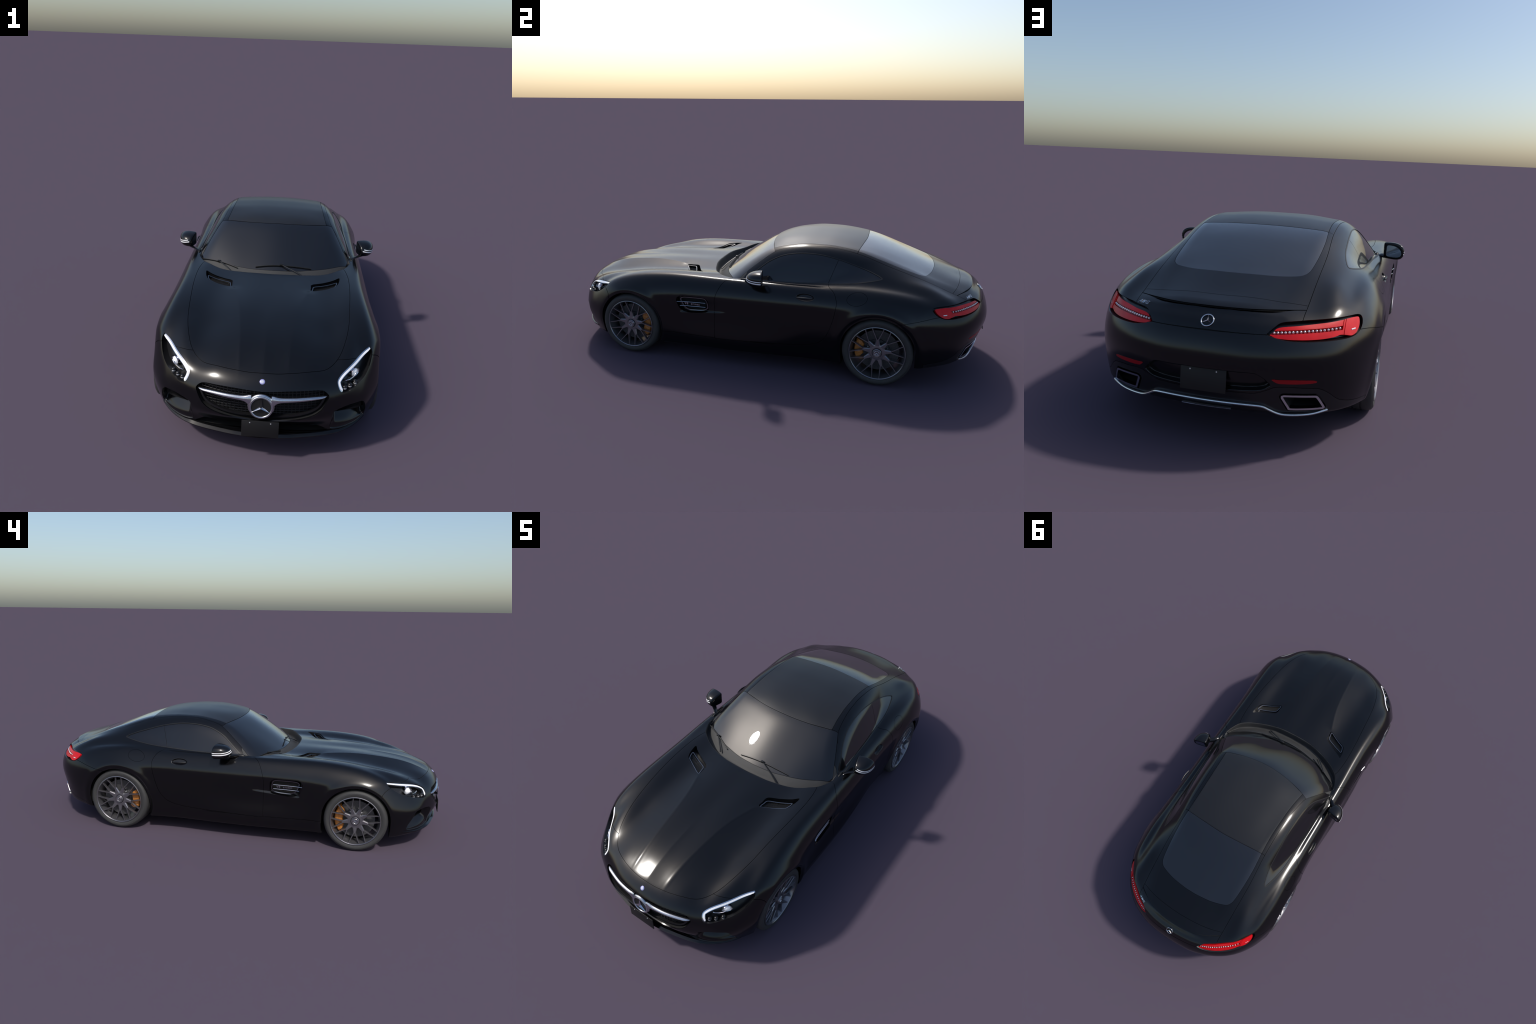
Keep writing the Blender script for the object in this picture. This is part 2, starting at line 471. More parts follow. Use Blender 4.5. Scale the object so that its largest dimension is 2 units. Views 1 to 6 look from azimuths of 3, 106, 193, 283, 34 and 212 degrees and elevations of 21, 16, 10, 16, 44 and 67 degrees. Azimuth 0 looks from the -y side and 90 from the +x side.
def centre_part(name, p, mat, wall=.005, parent=None):
    q = whole(p)
    if wall:
        w = p.wall(wall)
        q = join(q, w, w.mirrored())
    return link(name, mesh_from_patch(name, q), mat, parent)

def side_parts(name, p, mat, wall=.005, parents=(None, None)):
    q = join(p, p.wall(wall)) if wall else p
    a = link(name, mesh_from_patch(name, q), mat, parents[0])
    b = link(name, mesh_from_patch(name, q.mirrored()), mat, parents[1])
    return a, b

def raw_mesh(name, V, F, smooth_angle=35, bevel=0.0, segs=2):
    me = bpy.data.meshes.new(name)
    me.from_pydata([tuple(map(float, v)) for v in V], [], [tuple(map(int, f)) for f in F]); me.validate()
    bm = bmesh.new(); bm.from_mesh(me)
    bmesh.ops.remove_doubles(bm, verts=bm.verts, dist=1e-6)
    if bevel > 0:
        es = [e for e in bm.edges if len(e.link_faces) == 2 and e.calc_face_angle(0) > math.radians(30)]
        bmesh.ops.bevel(bm, geom=es, offset=bevel, segments=segs, profile=.5, affect='EDGES')
    bmesh.ops.recalc_face_normals(bm, faces=bm.faces)
    for e in bm.edges:
        e.smooth = not (len(e.link_faces) == 2 and e.calc_face_angle(0) > math.radians(smooth_angle))
    for f in bm.faces: f.smooth = True
    bm.to_mesh(me); bm.free()
    return me

def lathe(prof, seg=96, axis='x', closed=False):
    """Revolve (axial, radius) pairs about the x axis."""
    V, F = [], []
    n = len(prof)
    for i in range(seg):
        a = 2*math.pi*i/seg
        for (x, r) in prof:
            V.append((x, r*math.cos(a), r*math.sin(a)))
    for i in range(seg):
        j = (i+1) % seg
        for k in range(n if closed else n-1):
            l = (k+1) % n
            F.append((i*n+k, i*n+l, j*n+l, j*n+k))
    return V, F

def tube(path, ra, rb=None, sides=10, up=(0, 0, 1), cap=True, taper=None):
    """Sweep an ellipse (ra across, rb along 'up') along a polyline."""
    P = np.array(path, float); rb = ra if rb is None else rb
    n = len(P); V, F = [], []
    up = np.array(up, float)
    for i in range(n):
        t = P[min(i+1, n-1)]-P[max(i-1, 0)]; t /= np.linalg.norm(t)
        s = np.cross(t, up); s /= np.linalg.norm(s); u = np.cross(s, t)
        k = 1 if taper is None else taper[i]
        for j in range(sides):
            a = 2*math.pi*j/sides
            V.append(P[i]+s*ra*k*math.cos(a)+u*rb*k*math.sin(a))
    for i in range(n-1):
        for j in range(sides):
            l = (j+1) % sides
            F.append((i*sides+j, i*sides+l, (i+1)*sides+l, (i+1)*sides+j))
    if cap:
        F.append(tuple(range(sides))[::-1]); F.append(tuple((n-1)*sides+j for j in range(sides)))
    return V, F

def merge_vf(parts):
    V, F = [], []
    for v, f in parts:
        o = len(V); V += list(v); F += [tuple(i+o for i in q) for q in f]
    return V, F

def box(c, h):
    c = np.array(c, float); h = np.array(h, float)
    V = [c+h*np.array((i, j, k)) for i in (-1, 1) for j in (-1, 1) for k in (-1, 1)]
    F = [(0, 1, 3, 2), (4, 6, 7, 5), (0, 4, 5, 1), (2, 3, 7, 6), (0, 2, 6, 4), (1, 5, 7, 3)]
    return V, F

def ball(c, r, rings=10, seg=16):
    V, F = [], []
    c = np.array(c, float); r = np.broadcast_to(np.array(r, float), (3,))
    for i in range(rings+1):
        t = math.pi*i/rings
        for j in range(seg):
            a = 2*math.pi*j/seg
            V.append(c+r*np.array((math.sin(t)*math.cos(a), math.sin(t)*math.sin(a), math.cos(t))))
    for i in range(rings):
        for j in range(seg):
            l = (j+1) % seg
            F.append((i*seg+j, (i+1)*seg+j, (i+1)*seg+l, i*seg+l))
    return V, F

def place(VF, M):
    V, F = VF
    M = np.array(M, float)
    return [(M[:3, :3] @ np.array(v, float))+M[:3, 3] for v in V], F

def frame(origin, right, up):
    """4x4 frame: local x = right, local y = up, local z = out of the surface."""
    r = np.array(right, float); r /= np.linalg.norm(r)
    u = np.array(up, float); u -= r*(u@r); u /= np.linalg.norm(u)
    M = np.eye(4); M[:3, 0] = r; M[:3, 1] = u; M[:3, 2] = np.cross(r, u); M[:3, 3] = origin
    return M

# =====================================================================
#  MATERIALS
# =====================================================================
def material(name, color, rough=.4, metal=0., coat=0., coat_rough=.03, spec=.5, **kw):
    m = bpy.data.materials.new(name); m.use_nodes = True
    b = m.node_tree.nodes['Principled BSDF']
    b.inputs['Base Color'].default_value = (*color, 1)
    b.inputs['Roughness'].default_value = rough
    b.inputs['Metallic'].default_value = metal
    b.inputs['Coat Weight'].default_value = coat
    b.inputs['Coat Roughness'].default_value = coat_rough
    b.inputs['Specular IOR Level'].default_value = spec
    for k, v in kw.items():
        b.inputs[k].default_value = v
    return m

def grain(m, scale, low, high, bump=0., detail=2., rough=None):
    """Fine procedural variation on object coordinates."""
    nt = m.node_tree; b = nt.nodes['Principled BSDF']
    tc = nt.nodes.new('ShaderNodeTexCoord'); nz = nt.nodes.new('ShaderNodeTexNoise')
    nz.inputs['Scale'].default_value = scale; nz.inputs['Detail'].default_value = detail
    nt.links.new(tc.outputs['Object'], nz.inputs['Vector'])
    cr = nt.nodes.new('ShaderNodeValToRGB')
    cr.color_ramp.elements[0].color = (*low, 1); cr.color_ramp.elements[1].color = (*high, 1)
    cr.color_ramp.elements[0].position = .35; cr.color_ramp.elements[1].position = .65
    nt.links.new(nz.outputs['Fac'], cr.inputs['Fac']); nt.links.new(cr.outputs['Color'], b.inputs['Base Color'])
    if bump:
        bp = nt.nodes.new('ShaderNodeBump'); bp.inputs['Strength'].default_value = bump
        bp.inputs['Distance'].default_value = .0006
        nt.links.new(nz.outputs['Fac'], bp.inputs['Height']); nt.links.new(bp.outputs['Normal'], b.inputs['Normal'])
    return m

PAINT = grain(material('black_paint', (.003, .003, .0035), rough=.185), 900, (.0022, .0022, .0026), (.0038, .0038, .0046))
ROOFMAT = grain(material('roof_black', (.008, .008, .009), rough=.42, coat=.25, coat_rough=.2), 1200, (.006, .006, .007), (.011, .011, .012))
GLASS = material('tinted_glass', (.003, .003, .004), rough=.37, coat=1., coat_rough=.0, spec=.22, **{'Coat IOR': 1.6})
REARGLASS = material('rear_tinted_glass', (.006, .006, .007), rough=.2, coat=1., coat_rough=.0, spec=.30, **{'Coat IOR': 1.78})
DARKCHROME = material('dark_chrome', (.22, .22, .23), rough=.22, metal=1.)
TRIM = grain(material('black_trim', (.008, .008, .008), rough=.45), 700, (.006, .006, .006), (.010, .010, .010))
SHUT = material('shut_line_black', (.002, .002, .002), rough=.8)
SATIN = grain(material('satin_black_plastic', (.008, .008, .009), rough=.30), 800, (.006, .006, .007), (.010, .010, .011))
COWL = grain(material('grey_scuttle_plastic', (.03, .03, .03), rough=.65), 600, (.024, .024, .024), (.036, .036, .036), bump=.3)
HOLE = material('dark_recess', (.002, .002, .002), rough=.9)
CHROME = material('polished_chrome', (.75, .76, .80), rough=.10, metal=1.)
SATCHROME = grain(material('satin_silver', (.62, .63, .66), rough=.24, metal=1.), 300, (.58, .59, .62), (.66, .67, .70))
WHITE = material('daylight_strip_white', (.95, .95, .97), rough=.25, coat=.6)
LAMPWHITE = material('lit_lamp_white', (.95, .95, .97), rough=.25, coat=.6, **{'Emission Color': (1, 1, 1, 1), 'Emission Strength': .12})
RED = grain(material('red_lamp_lens', (.62, .006, .010), rough=.30, spec=.35), 60, (.58, .005, .009), (.66, .007, .011))
DEEPRED = material('deep_red_lens', (.30, .004, .007), rough=.3, spec=.35)
BEAD = material('clear_lamp_bead', (.72, .66, .68), rough=.12, metal=.6, coat=.8)
RUBBER = grain(material('tyre_rubber', (.035, .035, .035), rough=.62), 400, (.030, .030, .030), (.042, .042, .042), bump=.4)
RIM = grain(material('titanium_grey_alloy', (.25, .245, .265), rough=.30, metal=.85), 500, (.23, .225, .24), (.27, .265, .285))
DISC = grain(material('ceramic_brake_disc', (.07, .07, .075), rough=.5, metal=.4), 350, (.045, .045, .048), (.11, .11, .115), bump=.3)
CALIPER = grain(material('bronze_brake_caliper', (.42, .16, .03), rough=.35, coat=.3), 150, (.36, .13, .022), (.48, .19, .04))
PLATE = material('blank_plate_black', (.006, .006, .006), rough=.55)
BOLT = material('bright_bolt', (.8, .8, .82), rough=.3, metal=.6)
MIRRORGLASS = material('mirror_glass', (.75, .77, .80), rough=.02, metal=1.)
BADGEWHITE = material('badge_silver', (.75, .76, .82), rough=.3, metal=.5)
BADGEBLUE = material('badge_blue', (.33, .33, .62), rough=.3, metal=.2)

# =====================================================================
#  BODY SKIN, CUT INTO PANELS
# =====================================================================
V, N, T = polygonise(body_field, (-.0125, -1.04, .04), (.4675, 1.04, .60), .0045)
skin = Patch(V, N, T)
_, skin = split(skin, skin.V[:, 0]-1e-9)
skin.V[np.abs(skin.V[:, 0]) < 2e-6, 0] = 0

SIDE, PLAN, FRONT = (1, 2), (0, 1), (0, 2)
up_face = lambda p: (p.N[:, 2] > .05) & (p.V[:, 2] > .3)
outer = lambda p: (p.V[:, 0] > .2) & (p.N[:, 0] > .1)
fore = lambda p: p.V[:, 1] < -.6
aft = lambda p: p.V[:, 1] > .6

def cut_region(poly, axes, where, shift=0.):
    return Cutter(lambda p: region(p, poly, axes, where)-shift)

# ---- wheel arches
ARCH = {.146: .0115, .151: .0080}         # gap between tyre and arch, by wheel radius
def arch_field(p):
    g = np.full(len(p.V), .5)
    for cy, cz, r in WHEEL.values():
        dz = p.V[:, 2]-cz
        d = np.hypot(p.V[:, 1]-cy, np.where(dz > 0, dz, dz*.5))-(r+ARCH[r])   # sides drop almost straight below the axle
        g = np.where(p.V[:, 0] > .15, np.minimum(g, d), g)
    g[p.V[:, 0] <= .15] = .01
    return g
_, skin = split(skin, arch_field(skin))

# ---- floor
floor, skin = split(skin, scaled(skin, skin.V[:, 2]-FLOOR(skin.V[:, 1])-.003, np.tile([0., 0, 1], (len(skin.V), 1))))

# ---- side glass
WINDOW = runs([(-.066,.3995),(-.050,.411),(-.009,.445),(.038,.482),(.095,.510),(.15,.523),(.205,.528),(.26,.527),(.315,.520),(.37,.508),(.425,.492),(.481,.475),(.518,.462),(.541,.452),(.546,.446),(.534,.4415),(.494,.434),(.433,.4245),(.376,.418),(.32,.4135),(.238,.408),(.156,.4045),(.092,.4025),(.024,.401),(-.029,.400)])
cw = cut_region(WINDOW, SIDE, outer, -.0045)
glass, skin = cw.take(skin, 0)
frame_trim, skin = cut_region(WINDOW, SIDE, outer).take(skin, 0)
divider = Cutter(lambda p: scaled(p, (p.V[:, 1]-(.317+.35*(p.V[:, 2]-.413))), np.tile([0., 1, -.35], (len(p.V), 1))))
door_glass, quarter_glass = divider.take(glass, .0008)

# ---- windscreen, roof, rear glass (drawn in plan)
SCREEN = runs([(-.08,-.224),(0,-.2275),(.084,-.221),(.155,-.205),(.21,-.188),(.255,-.167),(.313,-.131),(.3455,-.1075)],
              [(.3455,-.1075),(.317,-.050),(.289,.008),(.264,.057)],
              [(.264,.057),(.21,.037),(.14,.019),(.07,.008),(0,.0045),(-.08,.009)])
screen, skin = cut_region(SCREEN, PLAN, up_face).take(skin)
ROOFP = runs([(-.08,.009),(0,.0045),(.07,.008),(.14,.019),(.237,.046)],
             [(.237,.046),(.229,.11),(.2235,.18),(.2205,.25),(.2185,.33),(.221,.428)],
             [(.221,.428),(.113,.436),(0,.4415),(-.08,.438)])
roof, skin = cut_region(ROOFP, PLAN, up_face).take(skin)
REARP = runs([(-.08,.4385),(0,.442),(.113,.4365),(.221,.4285)],
             [(.221,.4285),(.225,.508),(.2225,.597),(.2165,.667),(.210,.698),(.197,.717),(.176,.728),(.115,.745),(.045,.7535),(0,.755),(-.08,.75)])
rear_glass, skin = cut_region(REARP, PLAN, up_face).take(skin, .0006)

# ---- scuttle, bonnet
COWLP = runs([(-.08,-.284),(0,-.287),(.093,-.2825),(.18,-.263),(.25,-.234),(.29,-.207),(.313,-.187),(.331,-.155),(.3495,-.106)],
             [(.3495,-.106),(.30,-.05),(-.08,-.05)])
cowl, skin = cut_region(COWLP, PLAN, up_face).take(skin, .0006)
BONNET = runs([(-.08,-.25),(.3,-.15),(.312,-.188)],
              [(.312,-.188),(.3195,-.22),(.3255,-.30),(.322,-.42),(.312,-.55),(.303,-.65),(.2915,-.72),(.276,-.78),(.261,-.82),(.240,-.854),(.211,-.884),(.172,-.9055),(.12,-.924),(.06,-.936),(0,-.9395),(-.08,-.934)])
VENT = loop([(.167,-.417),(.1645,-.39),(.169,-.358),(.21,-.334),(.262,-.307),(.287,-.289),(.286,-.32),(.275,-.357),(.258,-.372),(.215,-.394)])
vent_hole, skin = cut_region(VENT, PLAN, up_face).take(skin, 0)
bonnet, skin = cut_region(BONNET, PLAN, up_face).take(skin)

# ---- lamps and openings of the nose (drawn from the front)
HEADLAMP = loop([(.377,.3285),(.3835,.314),(.381,.302),(.374,.285),(.364,.272),(.351,.263),(.332,.256),(.31,.249),(.289,.2445),(.274,.246),(.2635,.253),(.255,.268),(.252,.281),(.2575,.2905),(.272,.3005),(.294,.309),(.332,.319),(.365,.3285)])
headlamp, skin = cut_region(HEADLAMP, FRONT, fore).take(skin, 0)
GRILLE = runs([(-.06,.272),(.001,.272),(.097,.275),(.17,.272),(.199,.268),(.213,.261),(.222,.252),(.2245,.244),(.2205,.234),(.210,.215),(.197,.199),(.171,.184),(.131,.173),(.09,.166),(.048,.161),(.004,.158),(-.06,.160)])
grille, skin = cut_region(GRILLE, FRONT, fore).take(skin, 0)
INTAKE = loop([(.244,.187),(.269,.196),(.298,.2),(.328,.199),(.346,.195),(.356,.183),(.362,.160),(.3645,.135),(.360,.112),(.345,.1025),(.313,.1005),(.281,.1015),(.252,.1045),(.236,.112),(.236,.13),(.240,.16)])
intake, skin = cut_region(INTAKE, FRONT, fore).take(skin, 0)
LOWER = runs([(-.06,.127),(.063,.127),(.15,.1315),(.184,.133),(.203,.125),(.232,.105)], [(.232,.105),(.207,.1015),(.136,.1005),(.065,.100),(0,.100),(-.06,.100)])
lower_hole, skin = cut_region(LOWER, FRONT, fore).take(skin, 0)

# ---- tail lamps, tailgate, rear openings
TAILLAMP = runs([(.155,.336),(.171,.351),(.19,.3625),(.237,.3645),(.272,.3645),(.315,.3655),(.347,.3645),(.367,.362),(.3765,.355),(.3805,.342),(.3785,.328),(.371,.3185),(.355,.3145),(.323,.315),(.281,.3165),(.237,.319),(.203,.323),(.178,.329),(.155,.336)])
tail_lamp, skin = cut_region(TAILLAMP, FRONT, aft).take(skin, 0)
GATE_X = Profile([(.0,.30),(.06,.263),(.12,.252),(.2,.243),(.3,.2385),(.419,.238),(.588,.243),(.722,.241),(.837,.2385),(.912,.236),(1.0,.234)], .01)
def gate(p):
    x, y, z = p.V.T; one = np.zeros_like(x)
    gx = scaled(p, x-GATE_X(y), np.stack([one+1, one, one], 1))
    gy = scaled(p, .4405-.06*x-y, np.stack([one, one-1, one], 1))
    gz = scaled(p, .3375-.012*x-z, np.stack([one, one, one-1], 1))
    return np.maximum(np.maximum(gx, gy), gz)
tailgate, skin = Cutter(gate).take(skin)
def rail(p):
    x, y, z = p.V.T; one = np.zeros_like(x)
    gx = scaled(p, x-GATE_X(y), np.stack([one+1, one, one], 1))
    return np.maximum(np.maximum(gx, np.maximum(.02-y, y-.5)), .35-z)
roof_rail, skin = Cutter(rail).take(skin)
SPOIL = Profile([(-.1,.870),(0,.8735),(.08,.870),(.16,.860),(.24,.838),(.3,.82)], .01)
def spoil(p):
    x, y, z = p.V.T; one = np.zeros_like(x)
    return np.maximum(scaled(p, SPOIL(x)-y, np.stack([one, one-1, one], 1)), (LIP_Z(x)-.001-z)*1.2)
spoiler_deck, tailgate = Cutter(spoil).take(tailgate, .0007)

REFLECT = loop([(.178,.2235),(.197,.2225),(.24,.2205),(.278,.2165),(.287,.2115),(.278,.2085),(.24,.2085),(.197,.211),(.186,.2155)])
reflector, skin = cut_region(REFLECT, FRONT, aft).take(skin, 0)
EXHAUST = runs([(.199,.167),(.1995,.1730),(.205,.1760)], [(.205,.1760),(.24,.1745),(.279,.1715),(.286,.169),(.291,.162),(.3025,.1370),(.3035,.1305),(.299,.1280)], [(.299,.1280),(.26,.1288),(.219,.1300),(.214,.1345)])
exhaust_rim, skin = cut_region(EXHAUST, FRONT, aft, .005).take(skin, 0)
RECESS = runs([(-.05,.2425),(.06,.2425),(.128,.242),(.147,.2355),(.160,.226),(.175,.206),(.168,.198),(.157,.1905),(.138,.186),(.09,.1825),(0,.181),(-.05,.181)])
plate_recess, skin = cut_region(RECESS, FRONT, aft).take(skin, 0)

DIFF_Z = Profile([(0,.176),(.13,.178),(.165,.190),(.19,.2005),(.25,.196),(.292,.190),(.317,.171),(.336,.148),(.36,.135),(.40,.120)], .006, even=True)
def diffuser_fn(p):
    x, y, z = p.V.T; one = np.zeros_like(x)
    return np.maximum(scaled(p, z-DIFF_Z(x), np.stack([one, one, one+1], 1)), .74-y)
diffuser, skin = Cutter(diffuser_fn).take(skin, .0008)

# ---- flank: side vent, handle bowl, fuel flap, door, sill
SIDEVENT = runs([(-.212,.262),(-.213,.295),(-.219,.307),(-.232,.315),(-.27,.3165),(-.32,.3165),(-.352,.315)], [(-.352,.315),(-.366,.305),(-.369,.291)],
                [(-.369,.291),(-.358,.262),(-.347,.248),(-.33,.2395),(-.296,.2375),(-.246,.2425),(-.221,.2475),(-.212,.262)])
side_vent, skin = cut_region(SIDEVENT, SIDE, outer).take(skin, 0)
HANDLE = loop([(.231+.041*math.cos(a), .3625+.0158*math.sin(a)) for a in np.linspace(0, 2*math.pi, 16, endpoint=False)])
handle_bowl, skin = cut_region(HANDLE, SIDE, outer).take(skin, 0)
FUEL = loop([(.453+.0415*math.cos(a)+.008*math.sin(a), .377+.0250*math.sin(a)) for a in np.linspace(0, 2*math.pi, 16, endpoint=False)])
fuel_flap, skin = cut_region(FUEL, SIDE, outer).take(skin, .0006)
DOOR = runs([(.33,.45),(.32,.413),(.346,.396),(.360,.379),(.3685,.356),(.3675,.333),(.359,.287),(.345,.24),(.329,.203),(.306,.174),(.275,.1565),(.221,.144),(.139,.138),(.006,.134),(-.1,.130),(-.17,.1285)],
            [(-.182,.129),(-.1835,.2),(-.184,.261),(-.182,.313),(-.168,.358),(-.147,.390),(-.118,.4035)],
            [(-.118,.4035),(-.08,.4035),(-.055,.405),(0,.43),(.2,.46)])
door, skin = cut_region(DOOR, SIDE, outer).take(skin)
# sill: shut line on top ahead of the door's curved lower corner, flush joint behind it
lower_side, skin = split(skin, np.maximum(np.maximum(skin.V[:, 2]-.16, skin.V[:, 1]-.10), -.5-skin.V[:, 1]))
sill, rest_side = Cutter(lambda p: scaled(p, p.V[:, 2]-.1315, np.tile([0., 0, 1], (len(p.V), 1)))).take(lower_side)
skin = join(skin, rest_side)

# ---- bumpers, fenders, quarters
FB = Profile([(-.1,-.84),(.2,-.84),(.266,-.835),(.30,-.822),(.36,-.772),(.385,-.756),(.407,-.732),(.43,-.71),(.5,-.66)], .006)
def front_bumper_fn(p):
    x, y, z = p.V.T; one = np.zeros_like(x)
    return scaled(p, y-FB(x), np.stack([one, one+1, one], 1))
front_bumper, skin = Cutter(front_bumper_fn).take(skin)
RB = Profile([(.5,.27),(.6,.288),(.647,.299),(.713,.313),(.768,.324),(.85,.331),(.95,.3355),(1.05,.337)], .008)
def rear_bumper_fn(p):
    x, y, z = p.V.T; one = np.zeros_like(x)
    return np.maximum(scaled(p, z-RB(y), np.stack([one, one, one+1], 1)), .56-y)
rear_bumper, skin = Cutter(rear_bumper_fn).take(skin)
fender, quarter = Cutter(lambda p: p.V[:, 1]+.125).take(skin, .0003)

# ---------------------------------------------------------------- panels
centre_part('bonnet', bonnet, PAINT)
centre_part('bumper', front_bumper, PAINT)
centre_part('bumper', rear_bumper, PAINT)
x_, y_, z_ = tailgate.V.T          # the tailgate face ducks under the spoiler lip
tailgate = tailgate.moved(-.007*(1-step(.0, .022, LIP_Z(x_)-z_))*(z_ < LIP_Z(x_)+.002)*step(.87, .885, y_)*(1-step(.14, .232, x_)))
centre_part('tailgate', tailgate, PAINT)
centre_part('diffuser', diffuser, SATIN)
centre_part('spoiler', spoiler_deck, PAINT, .006)
centre_part('roof', roof, ROOFMAT)
centre_part('windscreen', screen.moved(-.0008), GLASS)
centre_part('hatch_window', rear_glass.moved(-.0006), REARGLASS)
centre_part('scuttle_panel', cowl, COWL)
centre_part('underbody', floor, HOLE, 0)
DOORS = side_parts('door', door, PAINT)
side_parts('fender', fender, PAINT)
QUARTERS = side_parts('quarter_panel', quarter, PAINT)
side_parts('roof_rail', roof_rail, PAINT)
side_parts('sill', sill, PAINT)
side_parts('door_window', door_glass.moved(-.0015), GLASS, parents=DOORS)
side_parts('quarter_window', quarter_glass.moved(-.0015), GLASS, parents=QUARTERS)
side_parts('window_trim', frame_trim.moved(.0006), TRIM, .006)
side_parts('fuel_flap', fuel_flap, PAINT, parents=QUARTERS)
gaps = join(*[g for g in GAPS if len(g.T)])
link('shut_line', mesh_from_patch('shut_line', join(gaps, gaps.mirrored())), SHUT)['kind'] = 'stuff'


# =====================================================================
#  POCKETS: lamps, grilles and vents sunk into the skin
# =====================================================================
def pocket(name, p, vec, mat, back=None, centre=False, side_mat=None):
    """Hole lining: walls along vec plus the removed skin as its back."""
    q = join(p.wall(vec=vec), p.shifted(vec))
    if centre:
        w = p.wall(vec=vec); q = join(w, w.mirrored(), whole(p.shifted(vec)))
        return link(name, mesh_from_patch(name, q), mat)
    return side_parts(name, q, mat, 0)

def on_skin(x, z=None, y=None, axis=1, start=None, away=1):
    """Find the skin point along an axis (1: y for given x,z; 0: x for given y,z; 2: z for given x,y)."""
    t = np.linspace(0, 1.2, 1201)
    if axis == 1:
        yy = away*(1.2-t); f = body_field(np.full_like(t, x), yy, np.full_like(t, z)); i = np.argmax(f < 0)
        return np.array([x, yy[i], z])
    if axis == 0:
        xx = .6-t*.5; f = body_field(xx, np.full_like(t, y), np.full_like(t, z)); i = np.argmax(f < 0)
        return np.array([xx[i], y, z])
    zz = .8-t*.6; f = body_field(np.full_like(t, x), np.full_like(t, y), zz); i = np.argmax(f < 0)
    return np.array([x, y, zz[i]])

def skin_normal(P):
    g = gradient(body_field, np.array([P]))[0]
    return g/np.linalg.norm(g)

def both_sides(name, V, F, mat, parents=(None, None), **kw):
    V = [np.array(v, float) for v in V]
    a = link(name, raw_mesh(name, V, F, **kw), mat, parents[0])
    b = link(name, raw_mesh(name, [v*np.array([-1, 1, 1]) for v in V], [f[::-1] for f in F], **kw), mat, parents[1])
    return a, b

# ---- headlamps -------------------------------------------------------
headlamp = fine(headlamp, 2, body_field)
vec = np.array([-.012, .030, -.004])
HL = pocket('headlamp', headlamp, vec, SATIN)
# daylight strip: the upper and inner edge band of the opening
def band(poly, axes, where, inner, outer_, extra):
    """Strip between two inset distances of an outline, limited by an extra field."""
    def fn(p):
        g = region(p, poly, axes, where)
        return np.maximum(np.maximum(-(g-inner), g-outer_), extra(p))
    return Cutter(fn)
def upper_edge(p):
    # keep what lies above / inboard of the lamp's long axis
    x, y, z = p.V.T
    top = (x-.262)*.38+.2795-z
    inboard = np.maximum(x-.272, .2495-z)
    return np.minimum(top, inboard)
chrome_band, _ = band(HEADLAMP, FRONT, fore, -.0140, -.0010, upper_edge).take(headlamp, 0)
side_parts('headlamp_bezel', chrome_band.moved(-.0035), CHROME, .010, parents=HL)
white_band, _ = band(HEADLAMP, FRONT, fore, -.0118, -.0052, upper_edge).take(headlamp, 0)
side_parts('daylight_strip', white_band.moved(-.0024), LAMPWHITE, .002, parents=HL)
c = on_skin(.323, .2895, away=-1); n = skin_normal(c)
c = c-n*.019
fr = frame(c, np.cross((0, 0, 1), n), (0, 0, 1))
ring = lathe([(-.012, .0150), (.006, .0180), (.009, .0175), (.007, .0150), (-.004, .0125)], 40)
toZ = np.array([[0, 0, 1, 0], [0, 1, 0, 0], [1, 0, 0, 0], [0, 0, 0, 1.]])
toZ = np.array([[0, 1, 0, 0], [0, 0, 1, 0], [1, 0, 0, 0], [0, 0, 0, 1.]])
both_sides('projector_ring', *place(ring, fr @ toZ @ np.diag([1, 1.25, .92, 1])), CHROME, HL)
both_sides('projector_lens', *place(ball((0, 0, .005), (.0135, .0135, .0090), 16, 28), fr), LAMPWHITE, HL)
# lower chrome tray under the projector
c2 = on_skin(.302, .2765, away=-1); n2 = skin_normal(c2); c2 = c2-n2*.016
tray = tube([c2+np.array(d) for d in ((.026, .022, .010), (.018, .016, .0005), (.004, .006, -.005), (-.010, -.004, -.0045), (-.016, -.009, .002))], .0028, .0022)
both_sides('reflector_tray', *tray, CHROME, HL)
leds = []
hoods = []
for (lx, lz) in ((.284, .2565), (.3035, .2570), (.3235, .2585)):
    c = on_skin(lx, lz, away=-1); n = skin_normal(c); c = c-n*.010
    leds.append(ball(c, (.0070, .0070, .0062))); hoods.append(ball(c+np.array([0, .0015, .0040]), (.0085, .0085, .0060)))
for k in range(3):
    both_sides('auxiliary_lamp', *leds[k], BOLT, HL)
    both_sides('lamp_hood', *hoods[k], SATIN, HL)

# ---- grille -----------------------------------------------------------
grille = fine(grille, 1, body_field)
pocket('grille_cavity', grille, (0, .035, 0), HOLE, centre=True)
inner_g, _ = cut_region(GRILLE, FRONT, fore, -.010).take(grille, 0)
lip_g, _ = band(GRILLE, FRONT, fore, -.016, -.0085, lambda p: p.V[:, 2]-.243).take(grille, 0)
centre_part('grille_lip', lip_g.shifted((0, .012, 0)), SATIN, .012)
def inside_outline(poly, x, z):
    d, _ = outline_distance(np.array([[abs(x), z]]), poly)
    return d[0]
bars = []
def mesh_y(x, z): return float(NOSE(abs(x), z))+.024
for k in range(12):
    z = .166+k*.0092
    xs = np.linspace(-.225, .225, 91)
    ok = [x for x in xs if inside_outline(GRILLE, x, z) < -.004]
    if len(ok) > 3:
        bars.append(tube([(x, mesh_y(x, z), z) for x in ok[::3]+[ok[-1]]], .0011, .0008, 6))
